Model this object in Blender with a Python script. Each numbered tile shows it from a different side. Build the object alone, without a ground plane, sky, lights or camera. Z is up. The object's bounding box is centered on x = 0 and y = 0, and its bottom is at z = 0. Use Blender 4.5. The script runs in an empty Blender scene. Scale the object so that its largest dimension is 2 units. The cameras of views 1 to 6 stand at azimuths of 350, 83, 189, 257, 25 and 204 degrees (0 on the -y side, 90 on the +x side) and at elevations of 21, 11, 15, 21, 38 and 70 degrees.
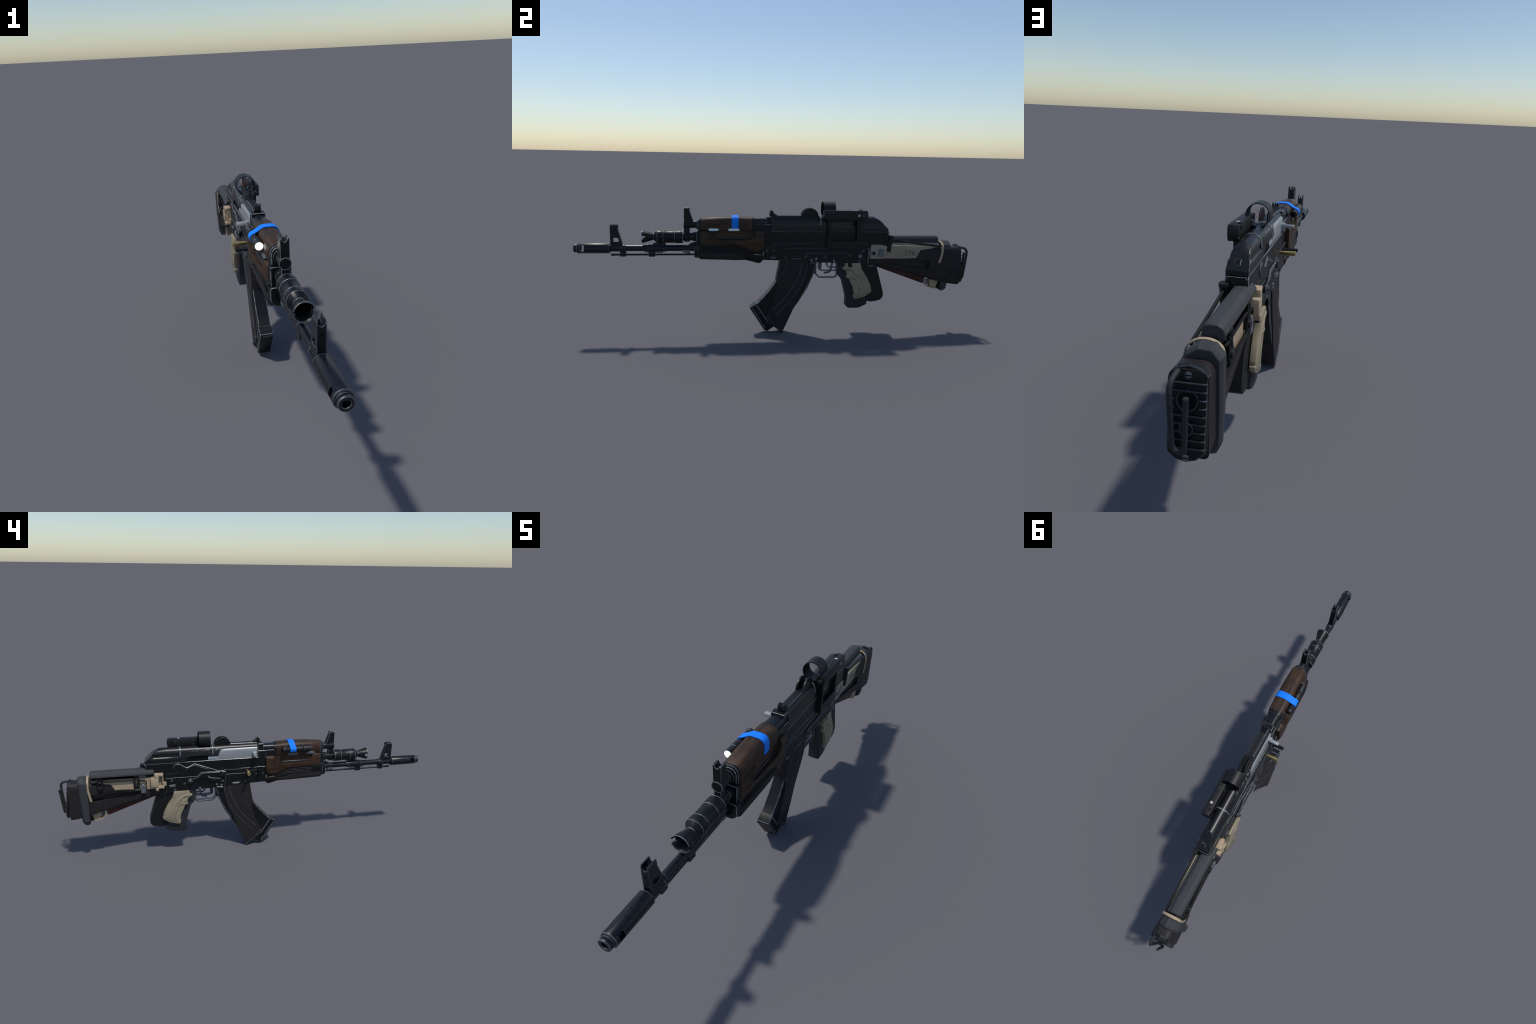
# A heavily modified, worn carbine: built part by part along the y axis (muzzle at -y).
import bpy, bmesh, math
from math import sin, cos, pi, radians
from mathutils import Vector, Matrix

C = 0.0150                     # x of the rifle's own centre plane
scene = bpy.context.scene

# ------------------------------------------------------------------ materials
def new_mat(name):
    m = bpy.data.materials.new(name); m.use_nodes = True
    nt = m.node_tree
    return m, nt, nt.nodes["Principled BSDF"]

def coords(nt, scale=(1, 1, 1)):
    tc = nt.nodes.new("ShaderNodeTexCoord"); mp = nt.nodes.new("ShaderNodeMapping")
    mp.inputs["Scale"].default_value = scale
    nt.links.new(tc.outputs["Object"], mp.inputs["Vector"])
    return mp.outputs["Vector"]

def noise(nt, vec, scale, detail=4, rough=0.55):
    n = nt.nodes.new("ShaderNodeTexNoise")
    n.inputs["Scale"].default_value = scale; n.inputs["Detail"].default_value = detail
    n.inputs["Roughness"].default_value = rough
    nt.links.new(vec, n.inputs["Vector"])
    return n.outputs["Fac"]

def ramp(nt, fac, stops):
    r = nt.nodes.new("ShaderNodeValToRGB")
    els = r.color_ramp.elements
    while len(els) < len(stops): els.new(0.5)
    for e, (p, c) in zip(els, stops):
        e.position = p; e.color = (*c, 1) if len(c) == 3 else c
    nt.links.new(fac, r.inputs["Fac"])
    return r.outputs["Color"]

def scal(c, f): return tuple(v * f for v in c)

def surface(name, col, rough=0.45, metallic=0.0, var=0.25, scale=35, bump=0.0, stretch=(1, 1, 1), spec=0.5, coat=0.0):
    m, nt, b = new_mat(name)
    v = coords(nt, stretch)
    f = noise(nt, v, scale)
    nt.links.new(ramp(nt, f, [(0.3, scal(col, 1 - var)), (0.7, scal(col, 1 + var))]), b.inputs["Base Color"])
    rr = nt.nodes.new("ShaderNodeMapRange")
    rr.inputs["To Min"].default_value = max(0.05, rough - 0.08); rr.inputs["To Max"].default_value = rough + 0.08
    nt.links.new(f, rr.inputs["Value"]); nt.links.new(rr.outputs["Result"], b.inputs["Roughness"])
    b.inputs["Metallic"].default_value = metallic
    b.inputs["Specular IOR Level"].default_value = spec
    b.inputs["Coat Weight"].default_value = coat
    if bump:
        g = noise(nt, coords(nt), 420, 2)
        bp = nt.nodes.new("ShaderNodeBump"); bp.inputs["Strength"].default_value = bump
        bp.inputs["Distance"].default_value = 0.001
        nt.links.new(g, bp.inputs["Height"]); nt.links.new(bp.outputs["Normal"], b.inputs["Normal"])
    return m

def wood(name, dark, light, coat=0.15):
    m, nt, b = new_mat(name)
    v = coords(nt, (28, 3.0, 22))
    f = noise(nt, v, 2.2, 6, 0.6)
    blot = noise(nt, coords(nt), 14, 3)
    a = ramp(nt, f, [(0.32, dark), (0.68, light)])
    mx = nt.nodes.new("ShaderNodeMix"); mx.data_type = 'RGBA'; mx.blend_type = 'MULTIPLY'
    mx.inputs[0].default_value = 0.8
    nt.links.new(a, mx.inputs[6])
    nt.links.new(ramp(nt, blot, [(0.35, (0.5, 0.5, 0.5)), (0.65, (1.15, 1.15, 1.15))]), mx.inputs[7])
    nt.links.new(mx.outputs[2], b.inputs["Base Color"])
    b.inputs["Roughness"].default_value = 0.5; b.inputs["Specular IOR Level"].default_value = 0.3
    b.inputs["Coat Weight"].default_value = coat; b.inputs["Coat Roughness"].default_value = 0.4
    bp = nt.nodes.new("ShaderNodeBump"); bp.inputs["Strength"].default_value = 0.15; bp.inputs["Distance"].default_value = 0.001
    nt.links.new(f, bp.inputs["Height"]); nt.links.new(bp.outputs["Normal"], b.inputs["Normal"])
    return m

BLACK = surface("blackened_steel", (0.0062, 0.0068, 0.0080), 0.40, 0.0, 0.3, 40, 0.0, spec=0.28)
BARREL = surface("blued_barrel_steel", (0.0055, 0.0072, 0.0105), 0.33, 0.0, 0.3, 60, spec=0.36)
EDGE = surface("bare_worn_edge", (0.170, 0.180, 0.192), 0.42, 0.35, 0.72, 75)
FAINT = surface("faintly_worn_edge", (0.085, 0.095, 0.108), 0.42, 0.3, 0.5, 60)  # raised and cooled so shaded edges carry the sky's reflection
STEEL = surface("brushed_bolt_steel", (0.305, 0.325, 0.34), 0.45, 0.3, 0.10, 16, stretch=(1, 0.3, 1))
MIDSTEEL = surface("dull_grey_steel", (0.13, 0.14, 0.155), 0.42, 0.4, 0.25, 40)
WIRE = surface("rubbed_lever_edge", (0.125, 0.130, 0.138), 0.40, 0.35, 0.5, 55)
GUARD = surface("blued_guard_steel", (0.075, 0.085, 0.100), 0.42, 0.4, 0.25, 40)
RIB = surface("rubbed_rib", (0.040, 0.043, 0.046), 0.5, 0.1, 0.35, 60)
RIVET = surface("rivet_steel", (0.055, 0.058, 0.062), 0.5, 0.2, 0.4, 80)
BRIGHTRIVET = surface("bare_rivet_steel", (0.20, 0.21, 0.21), 0.45, 0.3, 0.35, 80)
PLASTIC = surface("brown_black_polymer", (0.0195, 0.0165, 0.0175), 0.55, 0.0, 0.15, 25, 0.15, spec=0.25)
BLACKPLASTIC = surface("black_polymer", (0.0085, 0.0085, 0.0092), 0.5, 0.0, 0.2, 30, 0.1, spec=0.28)
GREY = surface("dark_grey_rubber", (0.043, 0.045, 0.048), 0.65, 0.0, 0.08, 20, 0.1, spec=0.25)
GRIPBLACK = surface("grip_rubber", (0.026, 0.028, 0.031), 0.6, 0.0, 0.2, 30, 0.2, spec=0.25)
VOID = surface("dark_interior", (0.003, 0.003, 0.0036), 0.8, 0.0, 0.1, 20, spec=0.15)
TAN = surface("tan_polymer", (0.385, 0.300, 0.205), 0.55, 0.0, 0.13, 22, 0.1, spec=0.3)
TANGRIP = surface("tan_grip_polymer", (0.288, 0.244, 0.168), 0.55, 0.0, 0.17, 26, 0.1, spec=0.3)
TANPALE = surface("pale_tan_stock", (0.300, 0.262, 0.190), 0.55, 0.0, 0.15, 18, 0.1, spec=0.3)
TANDARK = surface("printed_grey_ink", (0.075, 0.072, 0.065), 0.6, 0.0, 0.15, 40)
SMUDGE = surface("faded_ink", (0.215, 0.195, 0.155), 0.6, 0.0, 0.15, 40)
WOOD = wood("dark_walnut", (0.0190, 0.0098, 0.0055), (0.068, 0.0355, 0.0185), 0.0)
WOODRED = wood("red_stained_wood", (0.028, 0.007, 0.006), (0.072, 0.018, 0.013), 0.0)
REDWEAR = surface("red_scuff", (0.09, 0.017, 0.010), 0.6, 0.0, 0.4, 60)
BLUE = surface("bright_blue_tape", (0.009, 0.205, 0.86), 0.6, 0.0, 0.04, 8, spec=0.2)
BRASS = surface("brass_case", (0.44, 0.36, 0.16), 0.30, 0.75, 0.2, 60)
COPPER = surface("copper_primer", (0.30, 0.15, 0.09), 0.4, 0.5, 0.2, 60)
BRIGHTGAP = surface("painted_opening_brightness", (0.58, 0.61, 0.61), 0.25, 0.9, 0.1, 20)
TORCHSHADE = surface("torch_shade_tinted_plate", (0.075, 0.092, 0.105), 0.45, 0.2, 0.1, 20)  # pale plate colour darkened for the shade under the torch
WHITE = surface("white_screw_paint", (0.38, 0.36, 0.345), 0.5, 0.0, 0.08, 40)
TORCH = surface("anodised_torch", (0.012, 0.013, 0.0145), 0.42, 0.0, 0.2, 50, spec=0.3)
OPTIC = surface("optic_housing_black", (0.0085, 0.0088, 0.0095), 0.5, 0.0, 0.1, 30, 0.1, spec=0.32)
OPTICSCREW = surface("optic_screw", (0.07, 0.085, 0.11), 0.45, 0.3, 0.2, 60)

def cover_material():
    # blackened cover whose right flank is scuffed down to bare steel
    m, nt, b = new_mat("scuffed_cover_steel")
    v = coords(nt)
    base = ramp(nt, noise(nt, v, 40), [(0.3, (0.0045, 0.005, 0.006)), (0.7, (0.0085, 0.009, 0.010))])
    sep = nt.nodes.new("ShaderNodeSeparateXYZ"); nt.links.new(v, sep.inputs[0])
    def band(out, lo, hi, soft):
        a = nt.nodes.new("ShaderNodeMapRange"); a.interpolation_type = 'SMOOTHSTEP'
        a.inputs["From Min"].default_value = lo - soft; a.inputs["From Max"].default_value = lo
        nt.links.new(out, a.inputs["Value"])
        c = nt.nodes.new("ShaderNodeMapRange"); c.interpolation_type = 'SMOOTHSTEP'
        c.inputs["From Min"].default_value = hi; c.inputs["From Max"].default_value = hi + soft
        c.inputs["To Min"].default_value = 1; c.inputs["To Max"].default_value = 0
        nt.links.new(out, c.inputs["Value"])
        p = nt.nodes.new("ShaderNodeMath"); p.operation = 'MULTIPLY'
        nt.links.new(a.outputs[0], p.inputs[0]); nt.links.new(c.outputs[0], p.inputs[1])
        return p.outputs[0]
    mask = band(sep.outputs["Y"], 0.175, 0.26, 0.07)
    mz = band(sep.outputs["Z"], 0.583, 0.590, 0.004)
    mxx = band(sep.outputs["X"], -0.05, -0.004, 0.004)
    n = noise(nt, coords(nt, (1, 0.5, 1)), 130, 5, 0.7)
    th = ramp(nt, n, [(0.50, (0, 0, 0)), (0.58, (1, 1, 1))])
    prev = th
    for f in (mask, mz, mxx):
        q = nt.nodes.new("ShaderNodeMath"); q.operation = 'MULTIPLY'
        nt.links.new(prev, q.inputs[0]); nt.links.new(f, q.inputs[1]); prev = q.outputs[0]
    mx = nt.nodes.new("ShaderNodeMix"); mx.data_type = 'RGBA'
    nt.links.new(prev, mx.inputs[0]); nt.links.new(base, mx.inputs[6]); mx.inputs[7].default_value = (0.28, 0.29, 0.30, 1)
    nt.links.new(mx.outputs[2], b.inputs["Base Color"])
    b.inputs["Roughness"].default_value = 0.36
    b.inputs["Specular IOR Level"].default_value = 0.4
    return m
COVER = cover_material()

def glow(name, col, strength):
    m, nt, b = new_mat(name)
    b.inputs["Base Color"].default_value = (*col, 1)
    b.inputs["Emission Color"].default_value = (*col, 1)
    v = coords(nt)
    r = ramp(nt, noise(nt, v, 90), [(0.2, scal((1, 1, 1), 0.8)), (0.6, (1, 1, 1))])
    mu = nt.nodes.new("ShaderNodeMath"); mu.operation = 'MULTIPLY'; mu.inputs[1].default_value = strength
    nt.links.new(r, mu.inputs[0]); nt.links.new(mu.outputs[0], b.inputs["Emission Strength"])
    return m
LAMP = glow("lit_lamp_lens", (1, 1, 1), 3.0)
RETICLE = glow("glowing_red_reticle", (0.35, 0.03, 0.03), 0.3)

def glass():
    m, nt, b = new_mat("tinted_lens_glass")
    b.inputs["Base Color"].default_value = (0.90, 0.90, 0.91, 1)
    b.inputs["Transmission Weight"].default_value = 1; b.inputs["Roughness"].default_value = 0.02
    b.inputs["IOR"].default_value = 1.06
    return m
GLASS = glass()

# ------------------------------------------------------------------ scene tree
root = bpy.data.objects.new("assault_rifle", None)
scene.collection.objects.link(root)
root["label"] = "worn black carbine with wood handguard, tan grip and stock"
root["category"] = "rifle"

def add(name, me, mats, parent=None, smooth=28):
    ob = bpy.data.objects.new(name, me); scene.collection.objects.link(ob)
    for m in mats: me.materials.append(m)
    ob.parent = parent or root
    finish(ob, 0, smooth) if smooth else None
    return ob

def finish(ob, bevel=0, smooth=28, seg=1, edge_mat=None, angle=33, clamp=True):
    if bevel:
        if edge_mat:
            ob.data.materials.append(edge_mat)
        md = ob.modifiers.new("bevel", 'BEVEL'); md.width = bevel; md.segments = seg
        md.limit_method = 'ANGLE'; md.angle_limit = radians(angle)
        md.use_clamp_overlap = clamp
        if edge_mat: md.material = len(ob.data.materials) - 1
    if ob.modifiers: bake(ob)
    me = ob.data
    me.polygons.foreach_set("use_smooth", [True] * len(me.polygons))
    me.set_sharp_from_angle(angle=radians(smooth))
    return ob

def bake(ob):
    bpy.context.view_layer.update()
    dg = bpy.context.evaluated_depsgraph_get()
    me = bpy.data.meshes.new_from_object(ob.evaluated_get(dg))
    old = ob.data; ob.modifiers.clear(); ob.data = me; me.name = ob.name
    bpy.data.meshes.remove(old)

def cut(ob, *cutters):
    for c in cutters:
        md = ob.modifiers.new("cut", 'BOOLEAN'); md.operation = 'DIFFERENCE'; md.solver = 'EXACT'; md.object = c
    bake(ob)
    for c in cutters:
        me = c.data; bpy.data.objects.remove(c); bpy.data.meshes.remove(me)
    return ob

def mesh_from(name, verts, faces):
    me = bpy.data.meshes.new(name); me.from_pydata([tuple(v) for v in verts], [], faces)
    bm = bmesh.new(); bm.from_mesh(me)
    bmesh.ops.remove_doubles(bm, verts=bm.verts, dist=1e-6)
    bmesh.ops.recalc_face_normals(bm, faces=bm.faces)
    bm.to_mesh(me); bm.free()
    return me

def raw(name, verts, faces, mat, parent=None):
    me = mesh_from(name, verts, faces)
    ob = bpy.data.objects.new(name, me); scene.collection.objects.link(ob)
    me.materials.append(mat); ob.parent = parent or root
    return ob

def done(ob, bevel, edge, smooth=28, seg=1, angle=33, clamp=True):
    return finish(ob, bevel, smooth, seg, edge, angle, clamp)

def prism(name, pts, x0, x1, mat, parent=None, bevel=0.0018, edge=None, cuts=(), seg=1, smooth=28, angle=33, clamp=True):
    """side profile (y, z) given a thickness from x0 to x1"""
    n = len(pts)
    v = [(x0, y, z) for y, z in pts] + [(x1, y, z) for y, z in pts]
    f = [tuple(range(n)), tuple(range(2 * n - 1, n - 1, -1))] + [(i, (i + 1) % n, n + (i + 1) % n, n + i) for i in range(n)]
    ob = raw(name, v, f, mat, parent)
    if cuts: cut(ob, *cuts)
    return done(ob, bevel, edge, smooth, seg, angle, clamp)

def front_prism(name, pts, y0, y1, mat, parent=None, bevel=0.0018, edge=None, cuts=(), seg=1):
    """front outline (x, z) given a depth from y0 to y1"""
    n = len(pts)
    v = [(x, y0, z) for x, z in pts] + [(x, y1, z) for x, z in pts]
    f = [tuple(range(n)), tuple(range(2 * n - 1, n - 1, -1))] + [(i, (i + 1) % n, n + (i + 1) % n, n + i) for i in range(n)]
    ob = raw(name, v, f, mat, parent)
    if cuts: cut(ob, *cuts)
    return done(ob, bevel, edge, 28, seg)

def box(name, x0, x1, y0, y1, z0, z1, mat, parent=None, bevel=0.0018, edge=None, cuts=(), seg=1):
    return prism(name, [(y0, z0), (y1, z0), (y1, z1), (y0, z1)], x0, x1, mat, parent, bevel, edge, cuts, seg)

def cutter(pts, x0, x1):
    return prism("cutter", pts, x0, x1, VOID, None, 0)

def cutter_y(pts, y0, y1):
    return front_prism("cutter", pts, y0, y1, VOID, None, 0)

def circle_pts(a, b, r, n=20, sy=1.0):
    return [(a + r * cos(2 * pi * i / n), b + sy * r * sin(2 * pi * i / n)) for i in range(n)]

def capsule_pts(a0, a1, b, r, n=6):
    out = [(a1 + r * cos(t), b + r * sin(t)) for t in [(-pi / 2) + pi * i / n for i in range(n + 1)]]
    out += [(a0 + r * cos(t), b + r * sin(t)) for t in [(pi / 2) + pi * i / n for i in range(n + 1)]]
    return out

def loft(name, rings, mat, parent=None, bevel=0, edge=None, cuts=(), smooth=32, seg=1, cap=True, angle=33):
    n = len(rings[0]); v = [p for r in rings for p in r]; f = []
    for k in range(len(rings) - 1):
        for i in range(n):
            j = (i + 1) % n
            f.append((k * n + i, k * n + j, (k + 1) * n + j, (k + 1) * n + i))
    if cap:
        f.append(tuple(range(n))); f.append(tuple(range((len(rings) - 1) * n, len(rings) * n)))
    ob = raw(name, v, f, mat, parent)
    if cuts: cut(ob, *cuts)
    return done(ob, bevel, edge, smooth, seg, angle)

def rrect(y, cx, hw, z0, z1, rt, rb, n=5):
    """rounded section across the rifle at station y"""
    rt = min(rt, hw - 1e-4, (z1 - z0) * 0.55); rb = min(rb, hw - 1e-4, (z1 - z0) * 0.42)
    out = []
    for ccx, ccz, r, a0 in ((cx + hw - rt, z1 - rt, rt, 0), (cx - hw + rt, z1 - rt, rt, pi / 2),
                            (cx - hw + rb, z0 + rb, rb, pi), (cx + hw - rb, z0 + rb, rb, 1.5 * pi)):
        for i in range(n + 1):
            a = a0 + (pi / 2) * i / n
            out.append((ccx + r * cos(a), y, ccz + r * sin(a)))
    return out

def lathe_y(name, prof, cx, cz, mat, parent=None, n=32, bevel=0, edge=None, cuts=(), smooth=32, angle=25):
    """turn a profile of (y, radius) about an axis along y"""
    rings = []
    for y, r in prof:
        rings.append([(cx + max(r, 1e-4) * cos(2 * pi * i / n), y, cz + max(r, 1e-4) * sin(2 * pi * i / n)) for i in range(n)])
    return loft(name, rings, mat, parent, bevel, edge, cuts, smooth, 1, True, angle)

def edge_ring(y, r, cx, cz, parent, name="worn_ring", w=0.0024, mat=None, n=40):
    prof = [(y - w / 2, r - 0.002), (y - w / 2, r + 0.0002), (y - w / 4, r + 0.0006), (y + w / 4, r + 0.0006), (y + w / 2, r + 0.0002), (y + w / 2, r - 0.002)]
    rings = [[(cx + q * cos(2 * pi * i / n), p, cz + q * sin(2 * pi * i / n)) for i in range(n)] for p, q in prof]
    return loft(name, rings + [rings[0]], mat or EDGE, parent, cap=False)

def lathe_x(name, prof, cy, cz, mat, parent=None, n=20, bevel=0, edge=None, smooth=32):
    rings = [[(x, cy + max(r, 1e-4) * cos(2 * pi * i / n), cz + max(r, 1e-4) * sin(2 * pi * i / n)) for i in range(n)] for x, r in prof]
    return loft(name, rings, mat, parent, bevel, edge, (), smooth)

def smooth_path(pts, k=5):
    """Catmull-Rom through the given points"""
    P = [Vector(p) for p in pts]; out = []
    for i in range(len(P) - 1):
        a, b, c, d = P[max(i - 1, 0)], P[i], P[i + 1], P[min(i + 2, len(P) - 1)]
        for s in range(k):
            t = s / k
            out.append(0.5 * ((2 * b) + (c - a) * t + (2 * a - 5 * b + 4 * c - d) * t * t + (3 * b - a - 3 * c + d) * t ** 3))
    out.append(P[-1]); return out

def sweep(name, pts, hw, ht, mat, parent=None, n=10, square=False, up=(1, 0, 0), bevel=0, edge=None, curved=True, k=5):
    """sweep an oval or rectangle (hw along 'up', ht across) along a path"""
    P = smooth_path(pts, k) if curved else [Vector(p) for p in pts]
    U0 = Vector(up); rings = []
    for i, p in enumerate(P):
        t = (P[min(i + 1, len(P) - 1)] - P[max(i - 1, 0)]).normalized()
        u = (U0 - t * U0.dot(t)).normalized(); w = t.cross(u)
        k2 = 1.0
        if not curved and 0 < i < len(P) - 1:
            a = (P[i] - P[i - 1]).normalized(); b = (P[i + 1] - P[i]).normalized()
            k2 = 1 / max(0.5, math.sqrt((1 + a.dot(b)) / 2))
        if square: ring = [p + u * (hw * a) + w * (ht * b * k2) for a, b in ((1, 1), (-1, 1), (-1, -1), (1, -1))]
        else: ring = [p + u * (hw * cos(2 * pi * j / n)) + w * (ht * sin(2 * pi * j / n)) for j in range(n)]
        rings.append([tuple(q) for q in ring])
    return loft(name, rings, mat, parent, bevel, edge, (), 40)

def rivets(places, side, x, r, mat, parent, name="rivet", h=0.0022):
    first = None
    for y, z, *rr in places:
        R = rr[0] if rr else r
        if side > 0: prof = [(x - 0.002, R), (x + h * 0.6, R), (x + h, R * 0.7)]
        else: prof = [(x + 0.002, R), (x - h * 0.6, R), (x - h, R * 0.7)]
        lathe_x(name, prof, y, z, mat, parent, 14)

# ================================================================== BARREL
ZB = 0.4410
barrel = lathe_y("barrel", [(-0.835, 0.0150), (-0.56, 0.0150), (-0.38, 0.0160)], C, ZB, BARREL)
brake = lathe_y("muzzle_brake", [(-0.93, 0.0001), (-0.93, 0.0105), (-0.9985, 0.0105), (-1.0, 0.012), (-1.0, 0.0185),
        (-0.997, 0.0205), (-0.986, 0.0205), (-0.985, 0.0190), (-0.983, 0.0190), (-0.982, 0.0235), (-0.979, 0.0255),
        (-0.833, 0.0258), (-0.830, 0.0245), (-0.830, 0.0001)], C, ZB, BARREL, bevel=0.001, edge=FAINT,
        cuts=[cutter([(-0.968, 0.428), (-0.949, 0.428), (-0.949, 0.457), (-0.968, 0.457)], -0.1, 0.1)])
lathe_x("detent_screw", [(C + 0.024, 0.006), (C + 0.0262, 0.006), (C + 0.0268, 0.004)], -0.885, 0.441, BARREL, brake, 14, 0.0005, FAINT)
lathe_x("detent_screw", [(C - 0.024, 0.006), (C - 0.0262, 0.006), (C - 0.0268, 0.004)], -0.885, 0.441, BARREL, brake, 14, 0.0005, FAINT)
o = lathe_y("detent_screw", [(0, 0.0055), (0.0018, 0.005), (0.0022, 0.003)], 0, 0, BARREL, brake, 14)
o.data.transform(Matrix.Translation((C - 0.004, -0.895, ZB + 0.0245)) @ Matrix.Rotation(radians(90), 4, 'X'))

# front sight on the barrel
fs = lathe_y("front_sight", [(-0.831, 0.0170), (-0.772, 0.0170), (-0.771, 0.0185), (-0.757, 0.0185), (-0.755, 0.0165)], C, ZB, BARREL, bevel=0.001, edge=FAINT)
prism("sight_tower", [(-0.826, 0.448), (-0.826, 0.551), (-0.788, 0.551), (-0.789, 0.533), (-0.769, 0.463), (-0.768, 0.448)],
      C - 0.0125, C + 0.0125, BARREL, fs, 0.0012, FAINT, clamp=False, angle=40,
      cuts=[cutter([(-0.813, 0.474), (-0.787, 0.474), (-0.785, 0.480), (-0.789, 0.493), (-0.813, 0.493)], -0.1, 0.1),
            cutter_y(circle_pts(C, 0.552, 0.0098, 20, 1.6), -0.9, -0.7)])
for s in (-1, 1):
    lathe_x("sight_tower_boss", [(C + s * 0.011, 0.0065), (C + s * 0.0135, 0.0065), (C + s * 0.0138, 0.004)], -0.810, 0.509, BARREL, fs, 16, 0.0006, FAINT)
    prism("sight_ear", [(-0.824, 0.548), (-0.826, 0.556), (-0.790, 0.556), (-0.790, 0.548)], C + s * 0.010 - 0.0015, C + s * 0.010 + 0.0015, BARREL, fs, 0.0008, FAINT)
o = lathe_y("sight_pin", [(0, 0.0022), (0.024, 0.0022), (0.025, 0.0015)], 0, 0, BARREL, fs, 10)
o.data.transform(Matrix.Translation((C, -0.806, 0.522)) @ Matrix.Rotation(radians(90), 4, 'X'))
o = lathe_y("detent_screw", [(0, 0.0045), (0.0015, 0.004)], 0, 0, VOID, fs, 12)
o.data.transform(Matrix.Translation((C, -0.8258, 0.515)) @ Matrix.Rotation(radians(180), 4, 'X'))
prism("rod_lug", [(-0.782, 0.430), (-0.782, 0.400), (-0.754, 0.400), (-0.752, 0.430)], C - 0.009, C + 0.009, BARREL, fs, 0.0014, FAINT)
rod = lathe_y("cleaning_rod", [(-0.826, 0.0045), (-0.824, 0.0055), (-0.808, 0.0055), (-0.806, 0.0049), (-0.41, 0.0049)], C, 0.4085, BARREL, n=12)

# gas block collar with its saddle and lugs
gb = lathe_y("barrel_collar", [(-0.648, 0.0160), (-0.646, 0.0175), (-0.557, 0.0175), (-0.555, 0.016)], C, ZB, BARREL, bevel=0.0008, edge=FAINT)
prism("saddle", [(-0.635, 0.452), (-0.615, 0.470), (-0.566, 0.470), (-0.556, 0.452)], C - 0.011, C + 0.011, BARREL, gb, 0.0015, FAINT)
prism("rod_lug", [(-0.645, 0.432), (-0.645, 0.399), (-0.614, 0.399), (-0.612, 0.432)], C - 0.009, C + 0.009, BARREL, gb, 0.0014, FAINT)
prism("bayonet_rail", [(-0.670, 0.433), (-0.662, 0.420), (-0.58, 0.416), (-0.566, 0.430)], C - 0.005, C + 0.005, MIDSTEEL, gb, 0.001, FAINT)
prism("gas_vent", [(-0.480, 0.436), (-0.478, 0.420), (-0.444, 0.414), (-0.441, 0.444)], C - 0.013, C + 0.013, MIDSTEEL, gb, 0.002, EDGE)
prism("barrel_bracket", [(-0.462, 0.452), (-0.436, 0.470), (-0.41, 0.476), (-0.40, 0.45)], C - 0.012, C + 0.012, BARREL, gb, 0.0015, FAINT)
rivets([(-0.637, 0.441, .003), (-0.572, 0.441, .003)], 1, C + 0.0170, .003, FAINT, gb, "collar_pin", 0.001)
rivets([(-0.637, 0.441, .003), (-0.572, 0.441, .003)], -1, C - 0.0170, .003, FAINT, gb, "collar_pin", 0.001)

# ================================================================== UPPER BOOSTER (second muzzle)
CXB, ZG = 0.0160, 0.4985
boost = lathe_y("muzzle_booster", [(-0.600, 0.0001), (-0.600, 0.012), (-0.625, 0.0135), (-0.674, 0.0285), (-0.675, 0.0315),
        (-0.672, 0.0320), (-0.622, 0.0170), (-0.619, 0.0165), (-0.618, 0.0185), (-0.612, 0.0240), (-0.602, 0.0310), (-0.600, 0.0322), (-0.572, 0.0322), (-0.5705, 0.0305),
        (-0.517, 0.0305), (-0.5155, 0.0322), (-0.479, 0.0322), (-0.477, 0.031), (-0.477, 0.0190), (-0.40, 0.0190), (-0.40, 0.0001)],
        CXB, ZG, BLACK, n=40, bevel=0.0013, edge=EDGE, angle=20,
        cuts=[cutter([(-0.69, ZG - 0.009), (-0.659, ZG - 0.009), (-0.659, ZG + 0.0065), (-0.69, ZG + 0.0065)], -0.1, 0.1)])

for y, r in ((-0.6195, 0.0166), (-0.6005, 0.0318), (-0.5715, 0.0320), (-0.5162, 0.0318), (-0.4780, 0.0317)):
    edge_ring(y, r, CXB, ZG, boost)
lip = edge_ring(-0.6738, 0.0316, CXB, ZG, boost, w=0.0022)
cut(lip, cutter([(-0.69, ZG - 0.0092), (-0.662, ZG - 0.0092), (-0.662, ZG + 0.0067), (-0.69, ZG + 0.0067)], -0.1, 0.1)); finish(lip, 0, 32)
edge_ring(-0.8325, 0.0253, C, ZB, brake, mat=FAINT); edge_ring(-0.9805, 0.0253, C, ZB, brake, mat=FAINT); edge_ring(-0.9985, 0.0190, C, ZB, brake, mat=FAINT)

# ================================================================== GAS TUBE + TALL FRONT SIGHT
GX = 0.0150
post = prism("tall_front_sight", [(-0.472, 0.570), (-0.472, 0.641), (-0.4435, 0.642), (-0.4425, 0.6235), (-0.4270, 0.5790), (-0.4270, 0.570)], GX - 0.0148, GX + 0.0148, BLACK, None, 0.0017, EDGE, clamp=False, angle=40,
             cuts=[cutter_y(circle_pts(GX, 0.6470, 0.0092, 20, 1.9), -0.6, -0.3)])
prism("sight_stem", [(-0.472, 0.474), (-0.472, 0.552), (-0.4435, 0.552), (-0.4435, 0.474)], GX - 0.0128, GX + 0.0128, BLACK, post, 0.0018, EDGE)
o = lathe_y("sight_pin", [(0, 0.0025), (0.016, 0.0025), (0.017, 0.0015)], 0, 0, BLACK, post, 10)
o.data.transform(Matrix.Translation((GX, -0.458, 0.624)) @ Matrix.Rotation(radians(90), 4, 'X'))
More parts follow.
